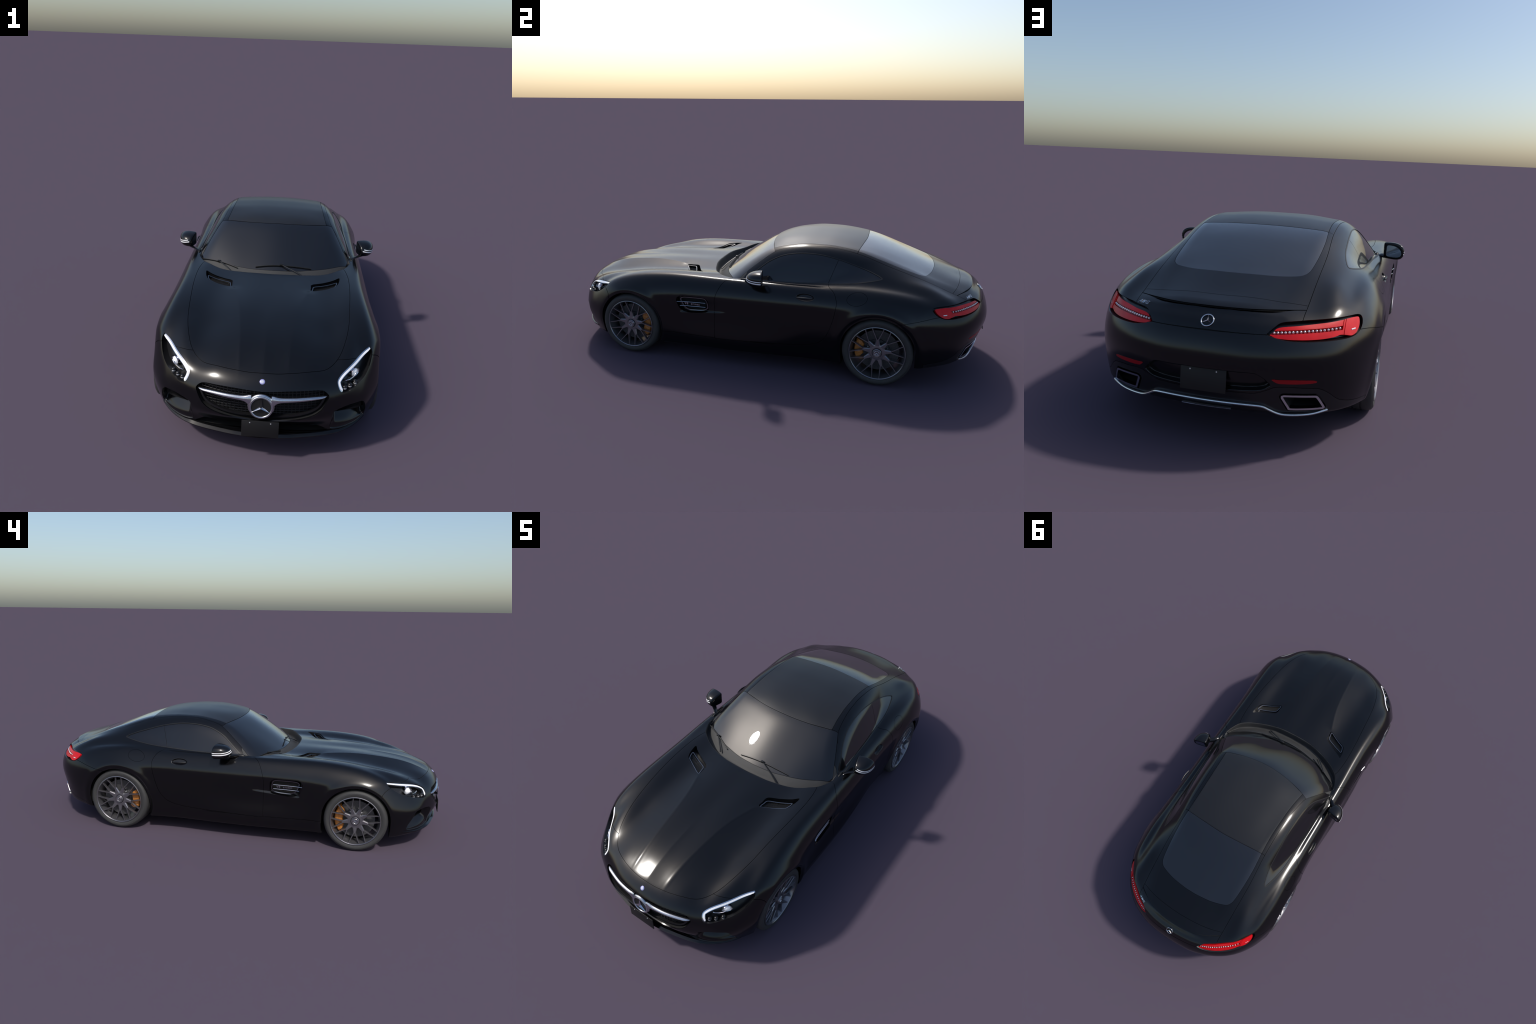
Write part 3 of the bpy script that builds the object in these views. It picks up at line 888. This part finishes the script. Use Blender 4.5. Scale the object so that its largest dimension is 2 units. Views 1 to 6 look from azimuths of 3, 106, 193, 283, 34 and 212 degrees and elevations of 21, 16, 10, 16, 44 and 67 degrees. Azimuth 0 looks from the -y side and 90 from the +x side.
for k in range(-17, 18):
    x = k*.0128
    zs = [z for z in np.linspace(.158, .275, 60) if inside_outline(GRILLE, x, z) < -.004]
    if len(zs) > 3:
        bars.append(tube([(x, mesh_y(x, z)-.0012, z) for z in zs[::4]+[zs[-1]]], .0011, .0011, 6, up=(0, 1, 0)))
gm = link('grille_mesh', raw_mesh('grille_mesh', *merge_vf(bars)), SATIN); gm['kind'] = 'stuff'
# silver cross bar, lofted from the collar round the emblem to the outer tips
BAR_TOP = Profile([(.03,.2570),(.040,.2565),(.048,.2550),(.056,.2532),(.07,.2520),(.13,.2520),(.2,.2490),(.213,.2475),(.219,.2450)], .003)
BAR_LOW = Profile([(.03,.2030),(.040,.2120),(.048,.2230),(.056,.2290),(.07,.2325),(.13,.2362),(.2,.2390),(.213,.2410),(.219,.2444)], .003)
def bar_half(sgn):
    V, F = [], []
    X = np.linspace(.034, .2188, 70); S = 18
    for x in X:
        lo, hi = float(BAR_LOW(x)), float(BAR_TOP(x)); h = max((hi-lo)/2, .0004); zc = (hi+lo)/2
        y0 = float(NOSE(x, .2445))
        for j in range(S):
            a = 2*math.pi*j/S
            V.append((sgn*x, y0+.011-.010*math.cos(a)*min(1, h/.005), zc+h*math.sin(a)))
    for i in range(len(X)-1):
        for j in range(S):
            l = (j+1) % S
            F.append((i*S+j, i*S+l, (i+1)*S+l, (i+1)*S+j))
    F.append(tuple(range(S))); F.append(tuple((len(X)-1)*S+j for j in range(S))[::-1])
    return V, F
BAR = link('grille_bar', raw_mesh('grille_bar', *merge_vf([bar_half(1), bar_half(-1)])), SATCHROME)

def star_emblem(R, r, depth, arm=.16):
    """Ring with a three-pointed star, in the local xy plane facing +z."""
    ringv, ringf = [], []
    S, K = 72, 12
    for i in range(S):
        a = 2*math.pi*i/S
        for j in range(K):
            b = 2*math.pi*j/K
            q = R+r*math.cos(b)
            ringv.append((q*math.cos(a), q*math.sin(a), r*.8*math.sin(b)))
    for i in range(S):
        for j in range(K):
            i2, j2 = (i+1) % S, (j+1) % K
            ringf.append((i*K+j, i2*K+j, i2*K+j2, i*K+j2))
    V, F = [(0, 0, depth), (0, 0, -depth*.3)], []
    for k in range(3):
        t = math.pi/2+k*2*math.pi/3
        V.append((R*math.cos(t)*.99, R*math.sin(t)*.99, depth*.25))
        V.append((R*arm*math.cos(t+math.pi/3), R*arm*math.sin(t+math.pi/3), 0))
    for k in range(3):
        tip, b, a = 2+2*k, 3+2*k, 3+2*((k+2) % 3)
        F += [(0, tip, b), (0, a, tip), (1, b, tip), (1, tip, a)]
    return (ringv, ringf), (V, F)

cE = np.array([0, float(NOSE(0, .216))+.0030, .216])
M = frame(cE, (1, 0, 0), (0, .10, 1))
rg, st = star_emblem(.0370, .0040, .009)
link('emblem_ring', raw_mesh('emblem_ring', *place(rg, M)), SATCHROME, BAR)
link('emblem_star', raw_mesh('emblem_star', *place(st, M), smooth_angle=10), CHROME, BAR)
disc = lathe([(-.001, .0), (-.001, .0355), (-.010, .0365), (-.02, .034)], 64)
link('emblem_disc', raw_mesh('emblem_disc', *place(disc, M @ toZ)), PLATE, BAR)
# shoulder of the bar that wraps over the emblem
arc = [(math.cos(a)*.0420, math.sin(a)*.0420, -.006) for a in np.linspace(-.35, math.pi+.35, 40)]
tp = [.35+.65*math.sin((a+.35)/(math.pi+.7)*math.pi) for a in np.linspace(-.35, math.pi+.35, 40)]
link('emblem_surround', raw_mesh('emblem_surround', *place(tube(arc, .0065, .009, 12, up=(0, 0, 1), taper=tp), M)), SATCHROME, BAR)

# ---- bonnet badge
c = np.array([0, -.9685, .2965]); c = on_skin(0, .2965, away=-1); n = skin_normal(c)
M = frame(c+n*.0006, (1, 0, 0), np.cross(n, (1, 0, 0)))
BADGE = link('bonnet_badge', raw_mesh('bonnet_badge', *place(lathe([(-.003, .0088), (.0012, .0088), (.0018, .0078), (.0014, .0)], 40), M @ toZ)), BADGEBLUE)
link('badge_centre', raw_mesh('badge_centre', *place(lathe([(.0010, .0058), (.0024, .0054), (.0028, .0)], 32), M @ toZ)), BADGEWHITE, BADGE)

# ---- corner intakes: deep at the top, floor ramps back out to the lip
def ramp(p, poly, deep, axes=FRONT, where=fore):
    g = region(p, poly, axes, where)
    return deep*step(0, .030, -g)
intake = fine(intake, 1, body_field)
gi = region(intake, INTAKE, FRONT, fore)
zi = intake.V[:, 2]+.25*(intake.V[:, 0]-.3)
sink = .004*step(0, .004, -gi)+.050*step(.001, .022, -gi)*step(.100, .175, zi)
IN = side_parts('air_intake', renormal(Patch(intake.V+np.array([-.15, 1., 0])*sink[:, None], intake.N, intake.T)), PAINT, 0)
slats = []
for k in range(6):
    z = .160+k*.0055
    pts = [(x, float(NOSE(x, z))+.030+.1*(x-.25), z-.09*(x-.30)) for x in np.linspace(.258+.002*k, .338, 10)
           if inside_outline(INTAKE, x, z-.09*(x-.30)) < -.006]
    if len(pts) > 3:
        slats.append(tube(pts, .003, .0009, 6))
a, b = both_sides('intake_grille', *merge_vf(slats), SATIN, IN); a['kind'] = b['kind'] = 'stuff'
backp, _ = cut_region(INTAKE, FRONT, fore, -.014).take(intake, 0)
backp, _ = split(backp, .150-.25*(backp.V[:, 0]-.3)-backp.V[:, 2])
side_parts('intake_backing', backp.shifted((0, .036, 0)), HOLE, 0, parents=IN)

# ---- lower centre opening and splitter
pocket('air_duct', lower_hole, (0, .05, 0), HOLE, centre=True)
slat = []
for k in range(4):
    z = .105+k*.0068
    xs = [x for x in np.linspace(-.225, .225, 61) if inside_outline(LOWER, x, z) < -.003]
    if len(xs) > 3:
        slat.append(tube([(x, float(NOSE(abs(x), z))+.03, z) for x in xs], .0016, .0009, 6))
sl = link('duct_mesh', raw_mesh('duct_mesh', *merge_vf(slat)), SATIN); sl['kind'] = 'stuff'
# splitter blade: follows the chin, kicks up into the corners
SPZ = Profile([(0,.0925),(.1,.0925),(.2,.0930),(.243,.0935),(.27,.091),(.31,.0905),(.345,.0945),(.366,.101)], .006)
SPD = Profile([(0,.037),(.08,.032),(.135,.024),(.207,.0155),(.245,.0125),(.28,.009),(.32,.007),(.345,.005),(.368,.001)], .006, even=True)
V, F = [], []
X = np.linspace(-.367, .367, 121)
for x in X:
    ax = abs(x); z = float(SPZ(ax)); y = float(NOSE(ax, z)); d = float(SPD(ax))
    for (dy, dz) in ((.03, .0060), (-d+.010, .0060), (-d, -.0005), (-d+.001, -.0040), (-d*.5, -.0075), (.03, -.009)):
        V.append((x, y+dy, z+dz))
for i in range(len(X)-1):
    for j in range(6):
        l = (j+1) % 6
        F.append((i*6+j, i*6+l, (i+1)*6+l, (i+1)*6+j))
F.append(tuple(range(6))); F.append(tuple((len(X)-1)*6+j for j in range(6))[::-1])
link('splitter', raw_mesh('splitter', V, F, smooth_angle=30), PAINT)

# ---- number plates
def plate(name, c, right, up, hw, hh, bolt_dx, bolt_dy):
    M = frame(c, right, up)
    P = link(name, raw_mesh(name, *place(box((0, 0, 0), (hw, hh, .0016)), M), bevel=.0008), PLATE)
    for s in (-1, 1):
        link('plate_bolt', raw_mesh('plate_bolt', *place(lathe([(.001, .0022), (.0026, .0018), (.0030, 0)], 16), M @ frame((s*bolt_dx, bolt_dy, 0), (1, 0, 0), (0, 1, 0)) @ toZ)), BOLT, P)
plate('number_plate', (0, -.9978, .135), (1, 0, 0), (0, .03, 1), .0625, .031, .035, .024)
plate('number_plate', (0, .9875, .2065), (-1, 0, 0), (0, -.06, 1), .0625, .0315, .036, .024)

# ---- bonnet vents
vent_hole = fine(vent_hole, 1, body_field)
VN = pocket('bonnet_vent', vent_hole, (0, .004, -.028), SATIN)
VENT_IN = loop([(.171,-.415),(.171,-.39),(.178,-.368),(.216,-.349),(.258,-.331),(.2745,-.325),(.275,-.34),(.266,-.363),(.252,-.372),(.215,-.392)])
vin, _ = cut_region(VENT_IN, PLAN, up_face).take(vent_hole, 0)
vring, _ = band(VENT_IN, PLAN, up_face, -.0032, .0, lambda p: np.full(len(p.V), -1.)).take(vent_hole, 0)
side_parts('vent_frame', vring.shifted((0, 0, -.0035)), DARKCHROME, .010, parents=VN)
vmesh = []
for k in range(-2, 26):
    for s in (1, -1):
        a0 = np.array([.165+k*.0058, -.43]); d = np.array([.55*s, 1.]); 
        pts = [a0+d*t for t in np.linspace(0, .14, 30)]
        ok = outline_distance(np.array(pts), VENT_IN)[0] < -.002; pts = [q for q, o in zip(pts, ok) if o]
        if len(pts) > 3:
            vmesh.append(tube([(q[0], q[1], float(TOP(q[1], q[0]))-.0125) for q in (pts[0], pts[-1])], .0006, .0005, 5))
a, b = both_sides('vent_mesh', *merge_vf(vmesh), TRIM, VN); a['kind'] = b['kind'] = 'stuff'

# ---- side vents behind the front wheels
side_vent = fine(side_vent, 1, body_field)
SV = pocket('fender_vent', side_vent, (-.024, 0, 0), PAINT)
SV_IN = loop([(-.220,.262),(-.221,.29),(-.229,.306),(-.245,.3105),(-.30,.3105),(-.335,.309),(-.350,.302),(-.350,.29),(-.338,.262),(-.318,.248),(-.296,.2455),(-.246,.2485)])
svi, _ = cut_region(SV_IN, SIDE, outer).take(side_vent, 0)
svr, _ = band(SV_IN, SIDE, outer, -.004, 0, lambda p: np.full(len(p.V), -1.)).take(side_vent, 0)
side_parts('vent_frame', svr.shifted((-.008, 0, 0)), DARKCHROME, .006, parents=SV)
side_parts('vent_panel', svi.shifted((-.018, 0, 0)), HOLE, 0, parents=SV)
def fin_x(y, z): return on_skin(None, z, y, axis=0)[0]-.0050
for (y0, y1, z0, z1) in ((-.229, -.365, .2885, .287), (-.229, -.352, .268, .267)):
    pts = [(fin_x(y0+(y1-y0)*t, z0+(z1-z0)*t)+.004*t, y0+(y1-y0)*t, z0+(z1-z0)*t) for t in np.linspace(0, 1, 12)]
    both_sides('vent_fin', *tube(pts, .0035, .0019, 10), SATCHROME, SV)

def lettering(name, text, size, M, mat, parent, shear=0., spacing=1., hug=False):
    cu = bpy.data.curves.new(name, 'FONT'); cu.body = text; cu.size = size; cu.extrude = size*.07
    cu.align_x = 'LEFT'; cu.shear = shear; cu.space_character = spacing; cu.offset = size*.012
    cu.resolution_u = 4
    ob = bpy.data.objects.new(name, cu); bpy.context.scene.collection.objects.link(ob)
    dg = bpy.context.evaluated_depsgraph_get()
    me = bpy.data.meshes.new_from_object(ob.evaluated_get(dg)); bpy.data.objects.remove(ob)
    me.name = name
    from mathutils import Matrix
    if hug:
        M = np.array(M); co = np.array([v.co[:] for v in me.vertices])
        out = co[:, 2].copy(); co[:, 2] = 0
        W = co @ M[:3, :3].T+M[:3, 3]
        for _ in range(6):
            g = gradient(body_field, W); f = body_field(*W.T)
            W = W-M[:3, 2]*(f/(g @ M[:3, 2]))[:, None]
        W = W+M[:3, 2]*(out[:, None]+.0012)
        for v, w in zip(me.vertices, W): v.co = w
    else:
        me.transform(Matrix(np.array(M).tolist()))
    for p in me.polygons: p.use_smooth = False
    me.materials.clear(); me.materials.append(mat)
    return link(name, me, mat, parent)
for sgn, par in ((1, SV[0]), (-1, SV[1])):
    # reads from the front of the car on the right flank, from the door side on the left
    for (txt, size, off, sp) in (('V8', .0150, 0, 1.2), ('BITURBO', .0092, .031, 1.2)):
        if sgn > 0:
            y0 = -.332+off; right = (.01, 1, 0)
        else:
            y0 = -.243-off; right = (-.01, -1, 0)
        x = sgn*(fin_x(y0, .278)-.001)
        lettering('vent_lettering', txt, size, frame((x, y0, .2735), right, (0, 0, 1)), SATCHROME, par, spacing=sp, shear=.0)

# ---- door handles
handle_bowl = fine(handle_bowl, 1, body_field)
HD = side_parts('handle_recess', renormal(Patch(handle_bowl.V-np.array([1., 0, 0])*(.012*step(0, .010, -region(handle_bowl, HANDLE, SIDE, outer)))[:, None], handle_bowl.N, handle_bowl.T)), SATIN, 0, parents=DOORS)
hp = [(float(FLANK(y, .362))-.004+.0045*math.cos((y-.231)/.036*1.4), y, .3615) for y in np.linspace(.196, .266, 15)]
both_sides('door_handle', *tube(hp, .0035, .0052, 12, taper=[.45+.55*math.sin(math.pi*(i+.6)/15.2) for i in range(15)]), SATIN, HD)

# ---- tail lamps
tail_lamp = fine(tail_lamp, 2, body_field)
TL = pocket('tail_lamp', tail_lamp, (-.010, -.018, 0), SATIN)
TL_RED = runs([(.165,.3355),(.174,.3465),(.189,.354),(.236,.3565),(.293,.3585),(.335,.3595),(.365,.358),(.372,.352),(.3745,.337),(.370,.323),(.360,.3185),(.347,.323),(.334,.3265),(.321,.324),(.288,.3225),(.232,.3245),(.187,.3285),(.165,.3355)])
red, _ = cut_region(TL_RED, FRONT, aft).take(tail_lamp, 0)
def groove(p):      # horizontal channel that carries the clear beads
    x, y, z = p.V.T
    d = np.abs(z-(.3415+.0015*np.sin((x-.17)*18)))-.0048
    return np.maximum(d, np.maximum(.168-x, x-.338))
chan, lens = Cutter(groove).take(red, 0)
upper, lens = Cutter(lambda p: np.maximum(.3465-p.V[:, 2], p.V[:, 0]-.338)).take(lens, 0)
tip, lens = Cutter(lambda p: .342-p.V[:, 0]).take(lens, 0)
side_parts('lamp_lens', lens.moved(-.0035), RED, .010, parents=TL)
side_parts('lamp_lens', upper.moved(-.0055+.0), RED, .010, parents=TL)
side_parts('lamp_lens', tip.moved(-.0018), RED, .010, parents=TL)
side_parts('lamp_channel', chan.moved(-.011), DEEPRED, 0, parents=TL)
for k in range(18):
    x = .1745+k*.00925; z = .3415+.0015*math.sin((x-.17)*18)
    c = on_skin(x, z, away=1); n = skin_normal(c)
    both_sides('lamp_bead', *ball(c-n*.0065, .0036, 8, 12), BEAD, TL)
# reversing marker on the outer tip
c = on_skin(.3615, .3325, away=1); n = skin_normal(c); t = np.cross(n, (0, 0, 1)); t /= np.linalg.norm(t)
both_sides('lamp_marker', *tube([c-n*.0012-t*.0085, c-n*.0012+t*.0085], .0008, .0022, 8), WHITE, TL)

# ---- rear reflectors, exhausts, plate recess, chrome strip
side_parts('reflector', reflector.moved(.0008), DEEPRED, .006)
exhaust_rim = fine(exhaust_rim, 1, body_field)
rim_o, hole_i = Cutter(lambda p: -(region(p, EXHAUST, FRONT, aft)+.0052)).take(exhaust_rim, 0)
gapo, rim_o = Cutter(lambda p: -(region(p, EXHAUST, FRONT, aft)-.0006)).take(rim_o, 0)
EX = side_parts('exhaust_tip', rim_o.moved(.0025), CHROME, .012)
both = join(gapo.moved(-.010), gapo.wall(.010))
side_parts('exhaust_surround', both, SATIN, 0, parents=EX)
side_parts('exhaust_bore', join(hole_i.wall(vec=(0, -.06, 0)), hole_i.shifted((0, -.06, 0))), HOLE, 0, parents=EX)
plate_recess = fine(plate_recess, 1, body_field)
gr = region(plate_recess, RECESS, FRONT, aft)
centre_part('plate_recess', renormal(Patch(plate_recess.V-np.array([0, 1., 0])*(.016*step(0, .010, -gr))[:, None], plate_recess.N, plate_recess.T)), PAINT, 0)

strip_pts = [(-.311,.887,.1235),(-.275,.905,.1155),(-.24,.919,.1132),(-.205,.931,.1138),(-.185,.939,.119),(-.165,.947,.130),(-.150,.953,.1380),(-.125,.961,.1403),(-.06,.972,.1405),(0,.9755,.1405)]
half = spline(strip_pts, 6)
full = np.concatenate([half, (half*np.array([-1, 1, 1]))[::-1][1:]])
full[:, 1] = [float(TAIL(abs(x), z))+.001 for x, y, z in full]
link('chrome_diffuser_strip', raw_mesh('chrome_diffuser_strip', *tube(full, .0048, .0040, 10)), SATCHROME)
link('diffuser_blade', raw_mesh('diffuser_blade', *tube([(x, float(TAIL(abs(x), .122))+.003-.3*x*x, .1225) for x in np.linspace(-.068, .068, 15)], .007, .0026, 8)), SATCHROME)

# ---- rear emblem and lettering
c = on_skin(0, .357, away=1); n = skin_normal(c)
M = frame(c+n*.002, (-1, 0, 0), np.cross(n, (-1, 0, 0)))
rg, st = star_emblem(.0165, .0014, .0035, .13)
EMB = link('tailgate_emblem_ring', raw_mesh('tailgate_emblem_ring', *place(rg, M)), CHROME)
link('tailgate_emblem_star', raw_mesh('tailgate_emblem_star', *place(st, M), smooth_angle=10), CHROME, EMB)
a = on_skin(.226, .3675, away=1); b = on_skin(.172, .3675, away=1); n = skin_normal((a+b)/2)
lettering('tailgate_lettering', 'AMG', .0165, frame(a+n*.003-np.array([0, 0, .004]), b-a, np.cross(n, b-a)), SATCHROME, EMB, shear=.25, spacing=1.3, hug=True)

# =====================================================================
#  DOOR MIRRORS
# =====================================================================
def mirror_field(x, y, z):
    a = np.abs((x-.404)/.0630)**2.6+np.abs((y-.044)/.074)**2.2+np.abs((z-.4285-.05*(x-.42))/.0375)**2.5
    f = (np.maximum(a, 1e-6)**(1/2.4)-1)*.045
    f = smax(f, (y-(.046+.20*(x-.43)))*.98, .008)
    f = smax(f, .3895-x-.25*(y-.02), .010)
    return smax(f, (.397+.0)-z-.10*(x-.43), .012)
mv, mn, mt_ = polygonise(mirror_field, (.36, -.06, .37), (.48, .08, .49), .0025)
head = Patch(mv, mn, mt_)
def stripe(z0, half, x0):
    return lambda p: np.maximum(np.abs(p.V[:, 2]-(z0-.22*(p.V[:, 0]-.44)+.02*(p.V[:, 1])))-half, np.maximum(x0-p.V[:, 0], p.V[:, 1]-.043-.2*(p.V[:, 0]-.43)))
s1, head = Cutter(stripe(.4365, .0017, .418)).take(head, 0)
s2, head = Cutter(stripe(.4275, .0026, .412)).take(head, 0)
face = lambda p: -(np.where(p.N[:, 1] > .75, 1, -1)*.01)
gl_poly = loop([(.400,.412),(.398,.435),(.401,.452),(.42,.4535),(.44,.448),(.453,.436),(.456,.421),(.448,.411),(.425,.408)])
mg, head = cut_region(gl_poly, FRONT, lambda p: p.N[:, 1] > .5).take(head, 0)
MH = side_parts('door_mirror', head, PAINT, .002, parents=DOORS)
side_parts('mirror_indicator', s1.moved(.0004), WHITE, .002, parents=MH)
side_parts('mirror_indicator', s2.moved(.0004), WHITE, .002, parents=MH)
side_parts('mirror_glass', mg.shifted((0, -.002, 0)), MIRRORGLASS, 0, parents=MH)
arm = spline([(.362, -.052, .387), (.364, -.046, .396), (.374, -.034, .4005), (.392, -.018, .402), (.415, 0, .404)], 5)
both_sides('mirror_arm', *tube(arm, .0125, .0052, 12, up=(-.4, .4, 1), taper=list(np.linspace(.75, 1.15, len(arm)))), PAINT, MH)
both_sides('mirror_foot', *ball((.357, -.058, .398), (.006, .022, .010)), TRIM, MH)

# =====================================================================
#  WIPERS
# =====================================================================
def on_glass(x, y, lift=.004):
    return np.array([x, y, float(ROOF(y, abs(x)))+lift])
def wiper(tip_a, tip_b, joint, base):
    A, B, J = on_glass(*tip_a, .0055), on_glass(*tip_b, .0055), on_glass(*joint, .0085)
    ts = np.linspace(0, 1, 13)
    blade_pts = [on_glass(*(np.array(tip_a)*(1-t)+np.array(tip_b)*t), .0045) for t in ts]
    w = link('wiper', raw_mesh('wiper', *tube(blade_pts, .0018, .0032, 8)), TRIM)
    Bs = np.array(base)
    armp = spline([Bs, Bs*.6+J*.4+np.array([0, 0, .004]), J], 6)
    link('wiper_arm', raw_mesh('wiper_arm', *tube(armp, .0032, .0022, 8, taper=list(np.linspace(1.2, .8, len(armp))))), TRIM, w)
    link('wiper_joint', raw_mesh('wiper_joint', *box(J, (.008, .004, .0035)), bevel=.001), TRIM, w)
wiper((-.333, -.128), (-.161, -.214), (-.248, -.171), (-.185, -.236, .378))
wiper((-.08, -.215), (.169, -.199), (.036, -.207), (.143, -.250, .374))

# =====================================================================
#  WHEELS
# =====================================================================
def tyre_profile(R, hw, rim):
    return [(-hw*.80, rim-.004), (-hw*.93, rim+.004), (-hw, rim+(R-rim)*.45), (-hw*.96, R-.011), (-hw*.88, R-.004), (-hw*.70, R-.0008),
            (-hw*.45, R), (-hw*.44, R-.0035), (-hw*.37, R-.0035), (-hw*.36, R), (-hw*.06, R), (-hw*.05, R-.0035), (hw*.05, R-.0035), (hw*.06, R),
            (hw*.36, R), (hw*.37, R-.0035), (hw*.44, R-.0035), (hw*.45, R), (hw*.70, R-.0008), (hw*.88, R-.004), (hw*.955, R-.010), (hw*.975, R-.0125),
            (hw*.985, R-.0125), (hw, rim+(R-rim)*.48), (hw*.985, rim+(R-rim)*.25), (hw*.975, rim+(R-rim)*.20), (hw*.96, rim+.001), (hw*.90, rim-.003), (hw*.6, rim-.008), (-hw*.6, rim-.008)]

def beam(p0, p1, w0, w1, t0, t1):
    """Spoke leg: chamfered box from p0 to p1 in the wheel plane (x = outward)."""
    p0, p1 = np.array(p0, float), np.array(p1, float)
    d = p1-p0; d[0] = 0; d /= np.linalg.norm(d); s = np.cross((1, 0, 0), d)
    V = []
    for p, w, t in ((p0, w0, t0), (p1, w1, t1)):
        for (a, b) in ((-1, -t), (1, -t), (1, -.25*t), (.62, 0), (-.62, 0), (-1, -.25*t)):
            V.append(p+s*w*.5*a+np.array((b, 0, 0)))
    F = [(i, (i+1) % 6, 6+(i+1) % 6, 6+i) for i in range(6)]+[tuple(range(6))[::-1], tuple(range(6, 12))]
    return V, F

def rim_mesh(name, R, hw):
    """Ten-inch-style forged rim: nine Y spokes, concave hub."""
    xo = hw*.985
    parts = [lathe([(xo-.012, R+.0005), (xo+.0010, R-.0005), (xo+.002, R-.003), (xo-.001, R-.0055), (xo-.006, R-.0065), (xo-.014, R-.010),
                    (xo-.030, R-.014), (xo-.050, R-.016), (-hw*.8, R-.012), (-hw*.85, R)], 120)]
    parts.append(lathe([(xo-.013, 0), (xo-.013, .019), (xo-.009, .0215), (xo-.0085, .030), (xo-.0105, .0365), (xo-.030, .037), (xo-.030, 0)], 72))
    for k in range(9):
        a = math.pi/2+k*2*math.pi/9
        pt = lambda r, ang, x: (x, r*math.cos(ang), r*math.sin(ang))
        rf = .058*R/.113
        parts.append(beam(pt(.030, a, xo-.0090), pt(rf, a, xo-.0065), .0250, .0110, .016, .014))
        for s in (-1, 1):
            e = a+s*math.radians(12.6)
            parts.append(beam(pt(rf-.004, a+s*.035, xo-.0070), pt(R-.004, e, xo-.0025), .0052, .0044, .014, .012))
    V, F = merge_vf(parts)
    return raw_mesh(name, V, F, smooth_angle=28)

def rot_y(ob, flip):
    if flip: ob.rotation_euler = (0, math.pi, 0)

for key, hw, xc in (('front', .058, .3625), ('rear', .064, .3565)):
    cy, cz, R = WHEEL[key]; Rr = R*.795
    tm = raw_mesh('tyre', *lathe(tyre_profile(R, hw, Rr), 144, closed=True), smooth_angle=40)
    wm = rim_mesh('wheel', Rr, hw)
    xo = hw*.985
    dm = raw_mesh('brake_disc', *lathe([(xo-.044, .03), (xo-.036, .03), (xo-.036, .050), (xo-.040, .052), (xo-.040, R*.60), (xo-.052, R*.60), (xo-.052, .03)], 96), smooth_angle=30)
    cap = raw_mesh('wheel_cap', *lathe([(xo-.016, .0195), (xo-.005, .0190), (xo-.002, .0165), (xo-.0028, .012), (xo-.0022, 0)], 48), smooth_angle=30)
    rg, st = star_emblem(.0105, .0009, .0016, .14)
    Mst = frame((xo-.0018, 0, 0), (0, 1, 0), (0, 0, 1))
    stm = raw_mesh('cap_emblem', *place(merge_vf([rg, st]), Mst), smooth_angle=15)
    bolts = []
    for k in range(5):
        a = .3+k*2*math.pi/5
        bolts.append(place(lathe([(xo-.034, .0032), (xo-.029, .0030), (xo-.028, 0)], 10), frame((0, .043*math.cos(a), .043*math.sin(a)), (1, 0, 0), (0, 1, 0))))
    bm_ = raw_mesh('hub_bolt', *merge_vf(bolts))
    # caliper: curved block straddling the disc, with ribs
    def caliper(span0, span1, side):
        V, F = [], []; K = 16
        for i in range(K+1):
            t = i/K; a = math.radians(span0+(span1-span0)*t)
            edge = min(1, .55+4*min(t, 1-t))
            ri, ro = R*.60-.030*edge, R*.66
            for (x, r) in ((xo-.062, ri+.006), (xo-.062, ro), (xo-.031, ro), (xo-.025, ro-.004), (xo-.0235, (ri+ro)/2+.006), (xo-.0255, ri+.004), (xo-.031, ri)):
                V.append((x, side*r*math.cos(a), r*math.sin(a)))
        for i in range(K):
            for j in range(7):
                l = (j+1) % 7
                F.append((i*7+j, i*7+l, (i+1)*7+l, (i+1)*7+j))
        F.append(tuple(range(7))); F.append(tuple(K*7+j for j in range(7)))
        parts = [(V, F)]
        for t in (.25, .75):
            a = math.radians(span0+(span1-span0)*t); r = R*.55
            parts.append(ball((xo-.026, side*r*math.cos(a), r*math.sin(a)), (.0035, .009, .009), 8, 16))
        for t in (.06, .94):
            a = math.radians(span0+(span1-span0)*t); r = R*.615
            parts.append(ball((xo-.026, side*r*math.cos(a), r*math.sin(a)), (.004, .004, .004), 6, 8))
        return merge_vf(parts)
    if key == 'front':
        cv, cf = caliper(-38, 42, 1)
    else:
        cv, cf = caliper(-22, 30, -1)
        hv, hf = tube(spline([(xo-.03, -.052, -.030), (xo-.028, -.066, -.040), (xo-.028, -.080, -.036), (xo-.028, -.084, -.022)], 5), .004, .004, 8)
        cv, cf = merge_vf([(cv, cf), (hv, hf)])
    for sgn in (1, -1):
        W = link('wheel', wm, RIM); W.location = (sgn*xc, cy, cz); rot_y(W, sgn < 0)
        for nm, me, mat in (('tyre', tm, RUBBER), ('brake_disc', dm, DISC), ('wheel_cap', cap, RIM), ('cap_emblem', stm, CHROME), ('hub_bolt', bm_, BOLT)):
            link(nm, me, mat, W)
        # the caliper keeps to the same side of the axle on both flanks
        cvv = [np.array(v)*np.array([1, 1, 1 if sgn > 0 else -1]) for v in cv]
        link('brake_caliper', raw_mesh('brake_caliper', cvv, cf, smooth_angle=40), CALIPER, W)

# ---- arch liners
for key in WHEEL:
    cy, cz, R = WHEEL[key]; rr = R+ARCH[R]+.004
    V, F = [], []; K = 48
    for i in range(K+1):
        a = math.radians(-12+(204)*i/K)
        for (x, r) in ((.20, .02), (.20, rr), (.30, rr), (.395, rr)):
            V.append((x, cy+r*math.cos(a), max(cz+r*math.sin(a), .088)))
    for i in range(K):
        for j in range(3):
            F.append((i*4+j, i*4+j+1, (i+1)*4+j+1, (i+1)*4+j))
    both_sides('wheel_arch_liner', V, F, HOLE)
